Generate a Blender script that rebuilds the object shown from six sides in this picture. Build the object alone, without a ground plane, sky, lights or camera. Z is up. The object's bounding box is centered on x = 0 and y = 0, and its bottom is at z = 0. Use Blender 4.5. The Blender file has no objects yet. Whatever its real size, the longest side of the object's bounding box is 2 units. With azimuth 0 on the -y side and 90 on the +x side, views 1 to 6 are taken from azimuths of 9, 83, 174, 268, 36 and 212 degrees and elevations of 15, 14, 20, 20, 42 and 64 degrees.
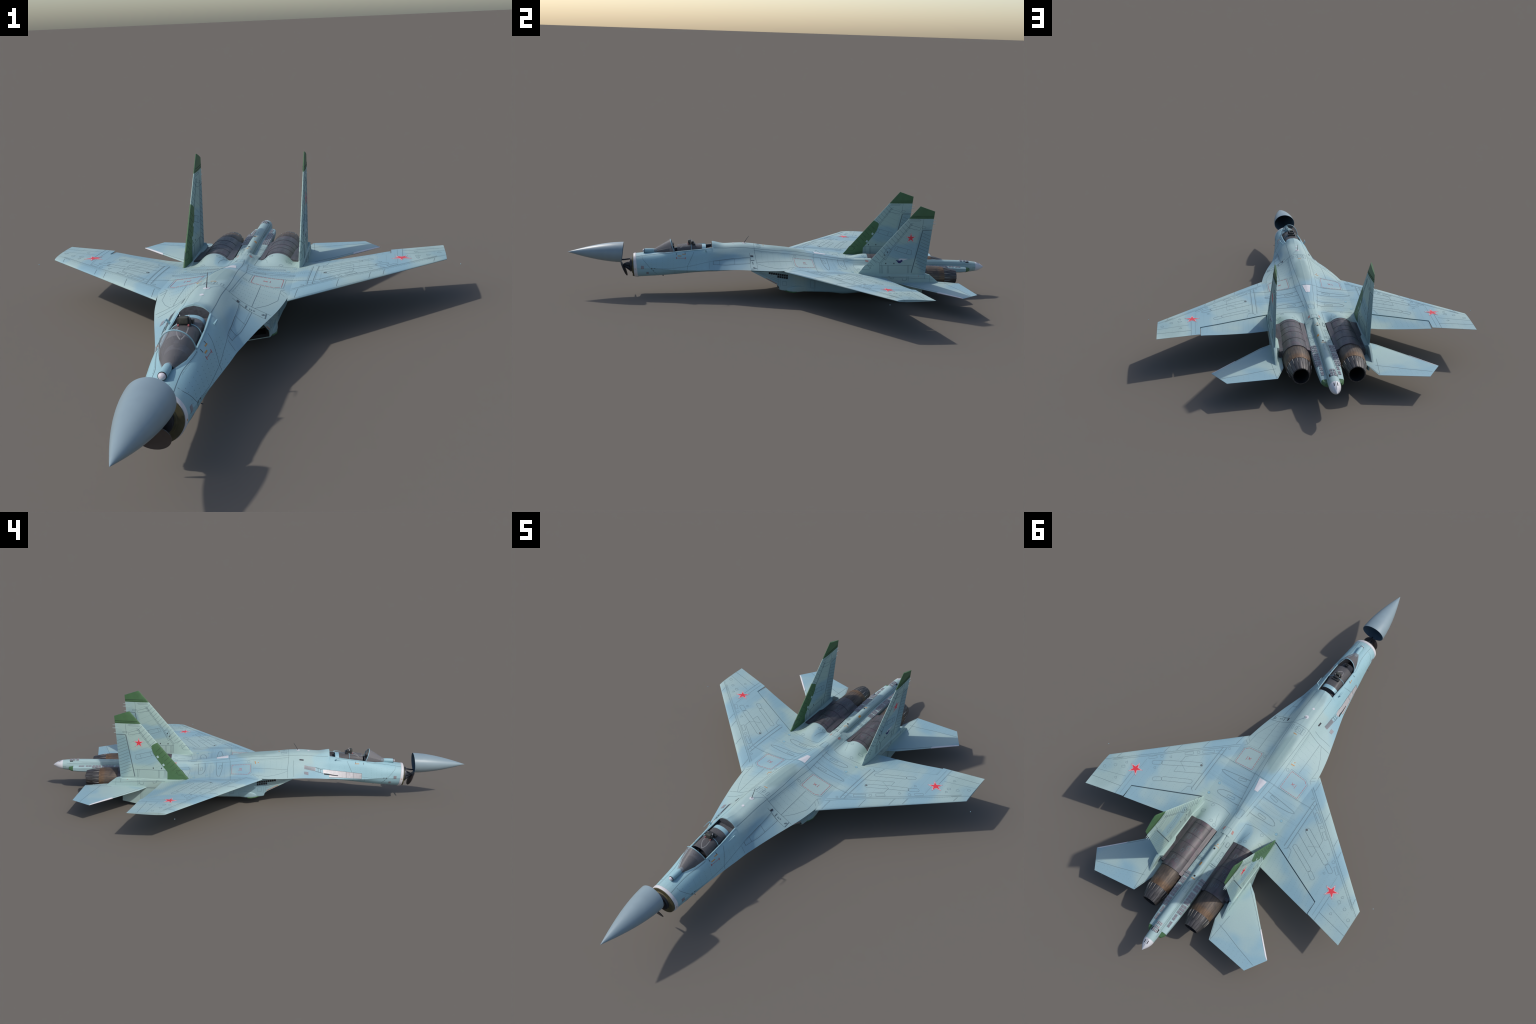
"""Twin-engined, twin-finned air-superiority fighter with the nose radome swung
open, built part by part.  Frame: nose at -y, tail at +y, z up, metres."""
import bpy, bmesh, math, random
import numpy as np
from mathutils import Vector, Matrix
from mathutils.bvhtree import BVHTree

rng = random.Random(27)

# ------------------------------------------------------------------ helpers
def lerp(a, b, t):
    return a + (b - a) * t

def smoothstep(a, b, x):
    t = min(1.0, max(0.0, (x - a) / (b - a)))
    return t * t * (3 - 2 * t)

def pchip(xs, ys, x):
    """Monotone cubic interpolation of a small table."""
    n = len(xs)
    if x <= xs[0]:
        return ys[0]
    if x >= xs[-1]:
        return ys[-1]
    h = [xs[i + 1] - xs[i] for i in range(n - 1)]
    d = [(ys[i + 1] - ys[i]) / h[i] for i in range(n - 1)]
    m = [0.0] * n
    m[0], m[-1] = d[0], d[-1]
    for i in range(1, n - 1):
        if d[i - 1] * d[i] > 0:
            w1, w2 = 2 * h[i] + h[i - 1], h[i] + 2 * h[i - 1]
            m[i] = (w1 + w2) / (w1 / d[i - 1] + w2 / d[i])
    for i in range(n - 1):
        if x <= xs[i + 1]:
            t = (x - xs[i]) / h[i]
            return ((2 * t**3 - 3 * t**2 + 1) * ys[i] + (t**3 - 2 * t**2 + t) * h[i] * m[i]
                    + (-2 * t**3 + 3 * t**2) * ys[i + 1] + (t**3 - t**2) * h[i] * m[i + 1])

def catmull(points, n):
    """Resample an open poly-line through its points with a Catmull-Rom curve."""
    P = [np.array(p, float) for p in points]
    P = [2 * P[0] - P[1]] + P + [2 * P[-1] - P[-2]]
    out, segs = [], len(P) - 3
    for k in range(n):
        u = k / (n - 1) * segs
        i = min(int(u), segs - 1)
        t = u - i
        a, b, c, d = P[i:i + 4]
        out.append(0.5 * (2 * b + (c - a) * t + (2 * a - 5 * b + 4 * c - d) * t * t
                          + (3 * b - a - 3 * c + d) * t**3))
    return out

def link(obj, parent):
    bpy.context.scene.collection.objects.link(obj)
    if parent is not None:
        obj.parent = parent
    return obj

def shade(mesh, angle=35):
    mesh.polygons.foreach_set('use_smooth', [True] * len(mesh.polygons))
    try:
        mesh.set_sharp_from_angle(angle=math.radians(angle))
    except Exception:
        pass

def add(name, verts, faces, mat, parent, angle=35, fix=True, idx=None):
    me = bpy.data.meshes.new(name)
    me.from_pydata([tuple(map(float, v)) for v in verts], [], faces)
    for m in (mat if isinstance(mat, (list, tuple)) else [mat]):
        me.materials.append(m)
    if fix:
        bm = bmesh.new()
        bm.from_mesh(me)
        bmesh.ops.recalc_face_normals(bm, faces=bm.faces)
        bm.to_mesh(me)
        bm.free()
    if idx is not None:
        me.polygons.foreach_set('material_index', idx)
    shade(me, angle)
    me.update()
    return link(bpy.data.objects.new(name, me), parent)

def loft(rings, closed=True, cap0=True, cap1=True):
    """Quads between equally long rings of points."""
    n = len(rings[0])
    V = [p for r in rings for p in r]
    F = []
    for i in range(len(rings) - 1):
        for j in range(n if closed else n - 1):
            a, b = i * n + j, i * n + (j + 1) % n
            F.append((a, b, b + n, a + n))
    if closed and cap0:
        F.append(tuple(range(n)))
    if closed and cap1:
        F.append(tuple(range((len(rings) - 1) * n, len(rings) * n)))
    return V, F

def merge(parts):
    V, F = [], []
    for v, f in parts:
        o = len(V)
        V += list(v)
        F += [tuple(i + o for i in q) for q in f]
    return V, F

def mirror(vf):
    v, f = vf
    return [(-p[0], p[1], p[2]) for p in v], [tuple(reversed(q)) for q in f]

def sided(vf, side):
    return vf if side > 0 else mirror(vf)

def box(cx, cy, cz, sx, sy, sz, rot=None):
    V = [Vector((dx * sx / 2, dy * sy / 2, dz * sz / 2)) for dx in (-1, 1) for dy in (-1, 1) for dz in (-1, 1)]
    if rot is not None:
        V = [rot @ v for v in V]
    V = [(v.x + cx, v.y + cy, v.z + cz) for v in V]
    F = [(0, 1, 3, 2), (4, 6, 7, 5), (0, 4, 5, 1), (2, 3, 7, 6), (0, 2, 6, 4), (1, 5, 7, 3)]
    return V, F

def tube(points, radius, n=10, cap=True):
    """Round bar along a poly-line; radius may be a number or a list."""
    P = [Vector(p) for p in points]
    R = radius if isinstance(radius, (list, tuple)) else [radius] * len(P)
    rings = []
    up = Vector((0.0123, 0.021, 1))
    for i, p in enumerate(P):
        t = (P[min(i + 1, len(P) - 1)] - P[max(i - 1, 0)]).normalized()
        if abs(t.dot(up.normalized())) > 0.95:
            u = Vector((1, 0, 0))
        else:
            u = up
        a = t.cross(u).normalized()
        b = t.cross(a).normalized()
        rings.append([p + (a * math.cos(2 * math.pi * k / n) + b * math.sin(2 * math.pi * k / n)) * R[i]
                      for k in range(n)])
    return loft(rings, True, cap, cap)

def revolve_y(profile, cx=0.0, cz=0.0, n=48, ex=1.0, ez=1.0, cap0=False, cap1=False):
    """profile: (y, radius) pairs turned about the line x=cx, z=cz."""
    rings = [[(cx + ex * r * math.cos(2 * math.pi * k / n), y, cz + ez * r * math.sin(2 * math.pi * k / n))
              for k in range(n)] for y, r in profile]
    return loft(rings, True, cap0, cap1)

# ------------------------------------------------------------------ materials
def new_mat(name):
    m = bpy.data.materials.new(name)
    m.use_nodes = True
    nt = m.node_tree
    b = nt.nodes['Principled BSDF']
    return m, nt, b

def simple(name, col, rough=0.5, metal=0.0, noise=0.0, scale=60.0, spec=0.5, coat=0.0):
    m, nt, b = new_mat(name)
    b.inputs['Roughness'].default_value = rough
    b.inputs['Metallic'].default_value = metal
    b.inputs['Specular IOR Level'].default_value = spec
    b.inputs['Coat Weight'].default_value = coat
    b.inputs['Base Color'].default_value = (*col, 1)
    if noise > 0:
        tc = nt.nodes.new('ShaderNodeTexCoord')
        nz = nt.nodes.new('ShaderNodeTexNoise')
        nz.inputs['Scale'].default_value = scale
        nz.inputs['Detail'].default_value = 4
        rp = nt.nodes.new('ShaderNodeValToRGB')
        rp.color_ramp.elements[0].position = 0.3
        rp.color_ramp.elements[1].position = 0.7
        rp.color_ramp.elements[0].color = (*[c * (1 - noise) for c in col], 1)
        rp.color_ramp.elements[1].color = (*[min(1, c * (1 + noise)) for c in col], 1)
        nt.links.new(tc.outputs['Object'], nz.inputs['Vector'])
        nt.links.new(nz.outputs['Fac'], rp.inputs['Fac'])
        nt.links.new(rp.outputs['Color'], b.inputs['Base Color'])
    return m

BLUE = (0.220, 0.355, 0.410)
PALE = (0.312, 0.420, 0.408)
GREY = (0.225, 0.320, 0.310)
CYAN = (0.262, 0.430, 0.475)
TEAL = (0.165, 0.275, 0.305)
MINT = (0.315, 0.425, 0.385)

def camo_material(name, base, patches, noise_seed=0.0, rough=0.55):
    """Hazy three-tone paint: soft noise clouds between two tones, then soft
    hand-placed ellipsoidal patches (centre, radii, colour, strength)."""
    m, nt, b = new_mat(name)
    N, L = nt.nodes, nt.links
    b.inputs['Roughness'].default_value = rough
    b.inputs['Specular IOR Level'].default_value = 0.3
    tc = N.new('ShaderNodeTexCoord')
    off = N.new('ShaderNodeVectorMath')
    off.operation = 'ADD'
    off.inputs[1].default_value = (noise_seed, noise_seed * 0.7, 3.1)
    L.new(tc.outputs['Object'], off.inputs[0])
    nz = N.new('ShaderNodeTexNoise')
    nz.inputs['Scale'].default_value = 6.5
    nz.inputs['Detail'].default_value = 1.5
    L.new(off.outputs[0], nz.inputs['Vector'])
    rp = N.new('ShaderNodeValToRGB')
    rp.color_ramp.interpolation = 'EASE'
    rp.color_ramp.elements[0].position = 0.40
    rp.color_ramp.elements[1].position = 0.60
    rp.color_ramp.elements[0].color = (*base[0], 1)
    rp.color_ramp.elements[1].color = (*base[1], 1)
    L.new(nz.outputs['Fac'], rp.inputs['Fac'])
    col = rp.outputs['Color']
    # wobble the patch borders a little
    wz = N.new('ShaderNodeTexNoise')
    wz.inputs['Scale'].default_value = 14
    wz.inputs['Detail'].default_value = 2
    L.new(tc.outputs['Object'], wz.inputs['Vector'])
    wsub = N.new('ShaderNodeVectorMath')
    wsub.operation = 'SUBTRACT'
    wsub.inputs[1].default_value = (0.5, 0.5, 0.5)
    L.new(wz.outputs['Color'], wsub.inputs[0])
    wsc = N.new('ShaderNodeVectorMath')
    wsc.operation = 'SCALE'
    wsc.inputs['Scale'].default_value = 0.035
    L.new(wsub.outputs[0], wsc.inputs[0])
    wob = N.new('ShaderNodeVectorMath')
    wob.operation = 'ADD'
    L.new(tc.outputs['Object'], wob.inputs[0])
    L.new(wsc.outputs[0], wob.inputs[1])
    for c, r, colr, k in patches:
        mp = N.new('ShaderNodeMapping')
        mp.vector_type = 'POINT'
        mp.inputs['Scale'].default_value = [1 / q for q in r]
        mp.inputs['Location'].default_value = [-p / q for p, q in zip(c, r)]
        L.new(wob.outputs[0], mp.inputs['Vector'])
        ln = N.new('ShaderNodeVectorMath')
        ln.operation = 'LENGTH'
        L.new(mp.outputs[0], ln.inputs[0])
        mr = N.new('ShaderNodeMapRange')
        mr.interpolation_type = 'SMOOTHSTEP'
        mr.inputs['From Min'].default_value = 1.25
        mr.inputs['From Max'].default_value = 0.75
        mr.inputs['To Max'].default_value = k
        L.new(ln.outputs['Value'], mr.inputs['Value'])
        mx = N.new('ShaderNodeMix')
        mx.data_type = 'RGBA'
        L.new(mr.outputs['Result'], mx.inputs['Factor'])
        L.new(col, mx.inputs[6])
        mx.inputs[7].default_value = (*colr, 1)
        col = mx.outputs[2]
    # fine dusty grain
    gz = N.new('ShaderNodeTexNoise')
    gz.inputs['Scale'].default_value = 220
    gz.inputs['Detail'].default_value = 3
    L.new(tc.outputs['Object'], gz.inputs['Vector'])
    gr = N.new('ShaderNodeMapRange')
    gr.inputs['To Min'].default_value = 0.94
    gr.inputs['To Max'].default_value = 1.06
    L.new(gz.outputs['Fac'], gr.inputs['Value'])
    gm = N.new('ShaderNodeVectorMath')
    gm.operation = 'SCALE'
    L.new(col, gm.inputs[0])
    L.new(gr.outputs['Result'], gm.inputs['Scale'])
    L.new(gm.outputs[0], b.inputs['Base Color'])
    return m

CAMO = [  # centre, radii, colour, strength: where the painter's hazy patches lie
 ((0, -.50, .13), (.20, .20, .20), CYAN, .90),
 ((0, -.12, .20), (.20, .13, .10), PALE, .85),
 ((.095, -.26, .155), (.050, .090, .060), BLUE, .85),
 ((-.06, -.30, .20), (.040, .050, .060), CYAN, .60),
 ((0, .03, .215), (.034, .12, .03), GREY, .80),
 ((0, .205, .17), (.21, .075, .06), BLUE, .75),
 ((-.085, .235, .15), (.060, .022, .06), PALE, .60),
 ((.14, .275, .15), (.060, .030, .06), PALE, .60),
 ((.235, .075, .15), (.075, .070, .05), BLUE, .85),
 ((-.215, .085, .15), (.055, .080, .05), BLUE, .85),
 ((.335, .285, .15), (.085, .130, .05), PALE, .85),
 ((-.335, .285, .15), (.085, .130, .05), PALE, .85),
 ((.465, .390, .15), (.050, .150, .05), BLUE, .85),
 ((-.465, .390, .15), (.050, .150, .05), BLUE, .85),
 ((.585, .470, .15), (.055, .090, .05), GREY, .45),
 ((-.585, .470, .15), (.055, .090, .05), PALE, .55),
 ((.095, .385, .15), (.080, .055, .05), PALE, .85),
 ((-.135, .385, .15), (.055, .055, .05), PALE, .85),
 ((-.055, .375, .15), (.035, .050, .05), BLUE, .80),
 ((0, .70, .13), (.060, .400, .06), PALE, .80),
 ((.17, .51, .25), (.050, .280, .200), MINT, .92),
 ((-.17, .51, .25), (.050, .280, .200), MINT, .92),
 ((.18, .56, .245), (.030, .110, .040), BLUE, .80),
 ((-.18, .55, .240), (.030, .110, .040), BLUE, .80),
 ((.18, .645, .245), (.030, .045, .115), TEAL, .80),
 ((-.18, .645, .245), (.030, .045, .115), TEAL, .80),
 ((.26, .665, .09), (.100, .070, .03), PALE, .60),
 ((-.26, .665, .09), (.100, .070, .03), PALE, .60),
 ((.29, .815, .09), (.110, .040, .03), BLUE, .80),
 ((-.29, .815, .09), (.110, .040, .03), BLUE, .80),
]
M_BODY = camo_material('camouflage_paint', (BLUE, PALE), CAMO)
M_GREEN = simple('green_dielectric_paint', (0.052, 0.125, 0.048), 0.55, noise=0.08, scale=40)
M_RADOME = simple('radome_grey_blue', (0.210, 0.275, 0.305), 0.42, noise=0.03, scale=30)
M_RADOME_IN = simple('radome_inside', (0.085, 0.135, 0.175), 0.7)
M_WHITE = simple('white_paint', (0.555, 0.550, 0.565), 0.5, noise=0.05)
M_BLACK = simple('matte_black', (0.012, 0.013, 0.015), 0.8)  # plain black for collars, rings and dark patches
M_HINGE = simple('hinge_shadow_paint', (0.045, 0.078, 0.095), 0.8)
M_DARK = simple('dark_metal', (0.03, 0.033, 0.042), 0.5, metal=0.3, noise=0.2)
M_LINE = simple('panel_line_dark', (0.095, 0.138, 0.152), 0.8)  # dark grey-blue for seams, wicks and black stencils
M_RED = simple('red_insignia', (0.62, 0.035, 0.05), 0.5)
M_REDDIM = simple('red_stencil', (0.38, 0.095, 0.10), 0.6)
M_PINK = simple('faded_red_stencil', (0.36, 0.19, 0.17), 0.6)
M_ORANGE = simple('orange_stencil', (0.46, 0.22, 0.05), 0.6)
# ------------------------------------------------------------------ root
ROOT = bpy.data.objects.new('fighter_jet', None)
ROOT.empty_display_size = 0.2
bpy.context.scene.collection.objects.link(ROOT)
ROOT['label'] = 'pale blue camouflaged twin-engine fighter jet with open nose radome'
ROOT['category'] = 'fighter jet'

# ------------------------------------------------------------------ fuselage
# Half sections: y, upper curve from the spine to the chine, lower curve from
# the chine to the keel.  The chine grows into the leading-edge extension.
ENG_X, ENG_Z, ENG_R = 0.1025, 0.1020, 0.0550

STATIONS = [
 (-0.686, [(0, .1828), (.0145, .1809), (.029, .1747), (.0415, .1640), (.0508, .1485), (.0555, .1275)],
          [(.0508, .1068), (.0400, .0890), (.0215, .0764), (0, .0722)]),
 (-0.600, [(0, .1915), (.018, .1895), (.034, .1828), (.047, .1705), (.0575, .1525), (.0638, .1270)],
          [(.0575, .1065), (.0440, .0905), (.0240, .0820), (0, .0797)]),
 (-0.510, [(0, .2030), (.026, .2030), (.0415, .1990), (.0560, .1815), (.0660, .1560), (.0750, .1225)],
          [(.0630, .1070), (.0480, .0960), (.0265, .0902), (0, .0885)]),
 (-0.400, [(0, .2140), (.026, .2140), (.0415, .2110), (.0590, .1900), (.0730, .1600), (.0905, .1245)],
          [(.0740, .1140), (.0530, .1072), (.0280, .1022), (0, .1005)]),
 (-0.3345, [(0, .2200), (.026, .2200), (.0400, .2185), (.0605, .1960), (.0770, .1650), (.1015, .1290)],
          [(.0820, .1190), (.0560, .1118), (.0290, .1066), (0, .1050)]),
 (-0.3330, [(0, .2442), (.022, .2365), (.0400, .2185), (.0605, .1960), (.0770, .1650), (.1018, .1290)],
          [(.0820, .1190), (.0560, .1118), (.0290, .1066), (0, .1050)]),
 (-0.277, [(0, .2318), (.024, .2285), (.0410, .2180), (.0620, .1970), (.0835, .1670), (.1160, .1338)],
          [(.0900, .1245), (.0600, .1160), (.0300, .1105), (0, .1090)]),
 (-0.200, [(0, .2352), (.022, .2322), (.0395, .2225), (.0635, .1990), (.0900, .1710), (.1370, .1400)],
          [(.1080, .1330), (.0650, .1215), (.0320, .1150), (0, .1135)]),
 (-0.150, [(0, .2325), (.022, .2295), (.0385, .2210), (.0645, .1965), (.0945, .1720), (.1500, .1415)],
          [(.1200, .1355), (.0700, .1240), (.0340, .1165), (0, .1150)]),
 (-0.090, [(0, .2250), (.022, .2222), (.0380, .2140), (.0645, .1930), (.1000, .1720), (.1645, .1432)],
          [(.1300, .1370), (.0750, .1255), (.0350, .1175), (0, .1160)]),
 (-0.020, [(0, .2190), (.021, .2160), (.0370, .2080), (.0655, .1885), (.1065, .1705), (.1770, .1465)],
          [(.1400, .1375), (.0800, .1260), (.0360, .1180), (0, .1165)]),
 (0.050, [(0, .2108), (.020, .2080), (.0355, .2010), (.0700, .1810), (.1150, .1690), (.1860, .1545)],
          [(.1450, .1370), (.0850, .1260), (.0380, .1180), (0, .1165)]),
 (0.133, [(0, .1955), (.018, .1930), (.0340, .1878), (.0640, .1742), (.1120, .1645), (.1860, .1550)],
          [(.1450, .1350), (.0850, .1240), (.0380, .1160), (0, .1150)]),
 (0.210, [(0, .1810), (.016, .1785), (.0310, .1730), (.0600, .1630), (.1120, .1560), (.1860, .1515)],
          [(.1450, .1300), (.0850, .1180), (.0380, .1100), (0, .1090)]),
 (0.280, [(0, .1698), (.015, .1673), (.0280, .1603), (.0550, .1510), (.1100, .1462), (.1860, .1450)],
          [(.1450, .1260), (.0850, .1160), (.0380, .1080), (0, .1080)]),
 (0.335, [(0, .1630), (.0145, .1605), (.0260, .1520), (.0500, .1420), (.1100, .1385), (.1860, .1370)],
          [(.1450, .1200), (.0850, .1120), (.0380, .1060), (0, .1060)]),
 (0.433, [(0, .1610), (.0140, .1585), (.0240, .1500), (.0460, .1350), (.1100, .1300), (.1860, .1290)],
          [(.1450, .1120), (.0850, .1080), (.0380, .1040), (0, .1040)]),
]

def station_at(y):
    ys = [s[0] for s in STATIONS]
    up = [[pchip(ys, [s[1][k][c] for s in STATIONS], y) for c in (0, 1)] for k in range(6)]
    lo = [[pchip(ys, [s[2][k][c] for s in STATIONS], y) for c in (0, 1)] for k in range(4)]
    return up, lo

def engine_hump(x, y):
    """Round fairing that rises out of the deck ahead of each engine."""
    if y < 0.29:
        return -1.0
    g = smoothstep(0.30, 0.425, y)
    rise = lerp(0.1345, ENG_Z + ENG_R, g)
    half = lerp(0.075, ENG_R, smoothstep(0.33, 0.42, y))
    u = (abs(x) - ENG_X) / half
    if abs(u) >= 1:
        return -1.0
    return rise - (ENG_R) * (1 - math.sqrt(1 - u * u)) * 1.0

def smax(a, b, k):
    h = max(0.0, min(1.0, 0.5 + 0.5 * (a - b) / k))
    return lerp(b, a, h) + k * h * (1 - h)

NU, NL = 60, 26
def body_ring(y):
    up, lo = station_at(y)
    U = catmull(up, NU)
    Lw = catmull([up[-1]] + lo, NL)
    pts = []
    for p in U:
        z = p[1]
        h = engine_hump(p[0], y)
        if h > 0:
            z = smax(z, h, 0.012)
        pts.append((max(p[0], 0.0), z))
    pts += [(max(p[0], 0.0), p[1]) for p in Lw[1:]]
    ring = [(x, y, z) for x, z in pts]
    ring += [(-x, y, z) for x, z in reversed(pts[1:-1])]
    return ring

ys = sorted(set([round(v, 4) for v in np.arange(-0.686, 0.4331, 0.0085)] + [s[0] for s in STATIONS] + [-0.3335, 0.433]))
body_rings = [body_ring(y) for y in ys]
FUSELAGE = add('fuselage', *loft(body_rings), M_BODY, ROOT, angle=32)

def boolean_cut(obj, cutter, op='DIFFERENCE'):
    md = obj.modifiers.new('cut', 'BOOLEAN')
    md.object = cutter
    md.operation = op
    md.solver = 'EXACT'
    try:
        md.material_mode = 'TRANSFER'
    except Exception:
        pass
    dg = bpy.context.evaluated_depsgraph_get()
    me = bpy.data.meshes.new_from_object(obj.evaluated_get(dg))
    obj.modifiers.clear()
    old = obj.data
    obj.data = me
    bpy.data.meshes.remove(old)
    bpy.data.objects.remove(cutter)

# cockpit well: plan outline, wide at the seat, narrow under the windscreen
M_TUB = simple('cockpit_interior', (0.055, 0.058, 0.066), 0.85, noise=0.25, scale=160)
well = [(0.009, -0.600), (0.030, -0.555), (0.0385, -0.512), (0.0395, -0.42), (0.0365, -0.3334)]
outline = well + [(-x, y) for x, y in reversed(well)]
cut = add('cutter', *loft([[(x, y, 0.125) for x, y in outline], [(x, y, 0.30) for x, y in outline]]), M_TUB, None)
bpy.context.view_layer.update()
boolean_cut(FUSELAGE, cut)
shade(FUSELAGE.data, 32)

# ------------------------------------------------------------------ nose ring and radar
ring_prof = [(-0.6790, 0.0550), (-0.6815, 0.0567), (-0.6920, 0.0560), (-0.6945, 0.0546), (-0.6945, 0.0500), (-0.6850, 0.0495)]
NOSE_Z = 0.1273
V, F = revolve_y(ring_prof, 0, NOSE_Z, 64)
V = [(x, y + (NOSE_Z - z) * (0.10 if y > -0.685 else 0.055), z) for x, y, z in V]
add('nose_frame', V, F, M_WHITE, ROOT)
bulk = simple('bulkhead_primer', (0.075, 0.066, 0.030), 0.7, noise=0.3, scale=60)
add('radar_bulkhead', *revolve_y([(-0.6900, 0.0535), (-0.7000, 0.0530), (-0.7000, 0.040), (-0.7035, 0.038), (-0.7035, 0.001)], 0, NOSE_Z, 48), bulk, ROOT)
drum_z = 0.140
RADAR = add('radar_antenna', *revolve_y([(-0.700, 0.034), (-0.7125, 0.034), (-0.7135, 0.0300), (-0.7135, 0.0005)], 0, drum_z - 0.010, 40), M_DARK, ROOT)
yoke = merge([
    tube([(0, -0.705, drum_z + 0.018), (0, -0.735, drum_z + 0.013), (0, -0.752, drum_z + 0.012)], 0.0035),
    tube([(0.018, -0.708, drum_z - 0.005), (0.004, -0.742, drum_z - 0.010)], [0.009, 0.004]),
    tube([(-0.018, -0.708, drum_z - 0.005), (-0.004, -0.742, drum_z - 0.010)], [0.009, 0.004]),
    tube([(0, -0.705, drum_z - 0.034), (0, -0.745, drum_z - 0.012)], [0.012, 0.005]),
])
add('antenna_yoke', *yoke, M_DARK, RADAR)
# tilted, dished scanner plate hanging below the radome
dish_rings = []
tilt = math.radians(25)
dc = Vector((0, -0.7400, 0.1095))
for r, d in [(0.0005, 0.0055), (0.012, 0.0050), (0.024, 0.0030), (0.034, 0.0008), (0.0358, 0.0), (0.0358, -0.0022), (0.033, -0.0012), (0.02, 0.001), (0.0005, 0.0035)]:
    ring = []
    for k in range(40):
        a = 2 * math.pi * k / 40
        p = Vector((r * math.cos(a), -d * -1, r * math.sin(a)))
        p = Matrix.Rotation(tilt, 3, 'X') @ Vector((p.x, d, p.z))
        ring.append(p + dc)
    dish_rings.append(ring)
M_DISH = simple('scanner_brown', (0.045, 0.034, 0.031), 0.6, noise=0.1)
add('scanner_plate', *loft(dish_rings, True, False, False), M_DISH, RADAR)

# radome: hollow ogive, hinged up and forward of the nose frame
RAD_Z, RB, RT = 0.1887, -0.7475, -0.9990
def ogive(t):            # t = 0 at the base, 1 at the tip
    return max(0.0002, (1 - t ** 1.62) ** 1.0 * (1 + 0.015 * math.sin(math.pi * min(1, t * 1.0))))
outer = [(lerp(RB, RT, t), 0.0470 * ogive(t)) for t in [i / 34 for i in range(34)] + [0.992, 1.0]]
inner = [(lerp(RB, RT, t), 0.0470 * ogive(t) - 0.0014) for t in [i / 20 for i in range(19)]]
prof = [p for p in reversed(outer)] + inner
V, F = revolve_y(prof, 0, RAD_Z, 72, ex=1.12, ez=1.0)
V = [(x, y - (z - RAD_Z) * -0.10 * smoothstep(-0.80, -0.75, y), z) for x, y, z in V]
n_out = (len(outer) - 1) * 72
RADOME = add('radome', V, F, [M_RADOME, M_RADOME_IN], ROOT, angle=40,
             idx=[0 if i < n_out else 1 for i in range(len(F))])

# ------------------------------------------------------------------ lifting surfaces
def airfoil(n=18):
    """(chord fraction, half-thickness shape) from leading to trailing edge."""
    out = []
    for i in range(n + 1):
        s = 0.5 * (1 - math.cos(math.pi * i / n))
        t = 2.6 * (0.2969 * math.sqrt(s) - 0.126 * s - 0.3516 * s * s + 0.2843 * s**3 - 0.1036 * s**4)
        out.append((s, max(t, 0.0)))
    return out

AF = airfoil()
AFMAX = max(t for s, t in AF)
AF = [(s, t / AFMAX) for s, t in AF]

def surface_section(le, te, top, bot):
    """Closed airfoil ring between two 3D points; thickness along z."""
    ring = []
    for s, t in AF:
        p = lerp(np.array(le), np.array(te), s)
        ring.append((p[0], p[1], p[2] + t * top + 0.0004))
    for s, t in reversed(AF):
        p = lerp(np.array(le), np.array(te), s)
        ring.append((p[0], p[1], p[2] - t * bot - 0.0004))
    return ring

# wing: leading edge, trailing edge and height of the upper skin along the span
LE_IN, LE_OUT = (0.1800, -0.0120), (0.6290, 0.4010)
TE_IN, TE_OUT = (0.2000, 0.4600), (0.6290, 0.5650)
def wing_le(x):
    return lerp(LE_IN[1], LE_OUT[1], (x - LE_IN[0]) / (LE_OUT[0] - LE_IN[0]))
def wing_te(x):
    return lerp(TE_IN[1], TE_OUT[1], (x - TE_IN[0]) / (TE_OUT[0] - TE_IN[0]))
def wing_top(x):
    return pchip([0.17, 0.25, 0.32, 0.39, 0.45, 0.629], [0.0105, 0.0150, 0.0150, 0.0118, 0.0085, 0.0052], x)
def wing_bot(x):
    return pchip([0.17, 0.32, 0.629], [0.0100, 0.0080, 0.0045], x)
WING_Z0 = 0.1455
def wing_tail_z(x):         # trailing edge sinks towards the root
    return pchip([.17, .25, .31, .39, .46, .54, .629], [.1270, .1270, .1300, .1360, .1425, .1443, .1463], x)
def wing_skin(x, y, low=False):
    """Height of the wing's upper (or lower) skin at a plan position."""
    a, b = wing_le(x), wing_te(x)
    s = min(1, max(0, (y - a) / (b - a)))
    t = np.interp(s, [q[0] for q in AF], [q[1] for q in AF])
    z = lerp(WING_Z0, wing_tail_z(x), s)
    return z - t * wing_bot(x) - 0.0004 if low else z + t * wing_top(x) + 0.0004

_flat_skin = wing_skin
def wing_skin(x, y, low=False):
    """Wing skin bent down towards the root so that it meets the centre section."""
    z = _flat_skin(x, y, low)
    if x < 0.245:
        edge = pchip([s[0] for s in STATIONS], [s[1][5][1] for s in STATIONS], min(y, 0.335))
        d = (_flat_skin(0.180, min(y, 0.335)) - edge - 0.0004) * smoothstep(0.0, 0.05, y)
        z -= d * smoothstep(0.245, 0.180, x) * (0.6 if low else 1.0) * (1 - 0.6 * smoothstep(0.335, 0.40, y))
    return z

FLAP_IN, FLAP_OUT = 0.186, 0.4615
def flap_hinge(x):
    return lerp(0.3400, 0.4690, (x - 0.186) / (0.4615 - 0.186))

SPAN = sorted(set([round(v, 4) for v in np.linspace(0.172, 0.629, 40)] + [FLAP_OUT]))
def slat_line(x):        # rear edge of the drooping leading-edge flap
    return wing_le(x) + lerp(0.058, 0.030, (x - 0.18) / 0.449)

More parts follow.
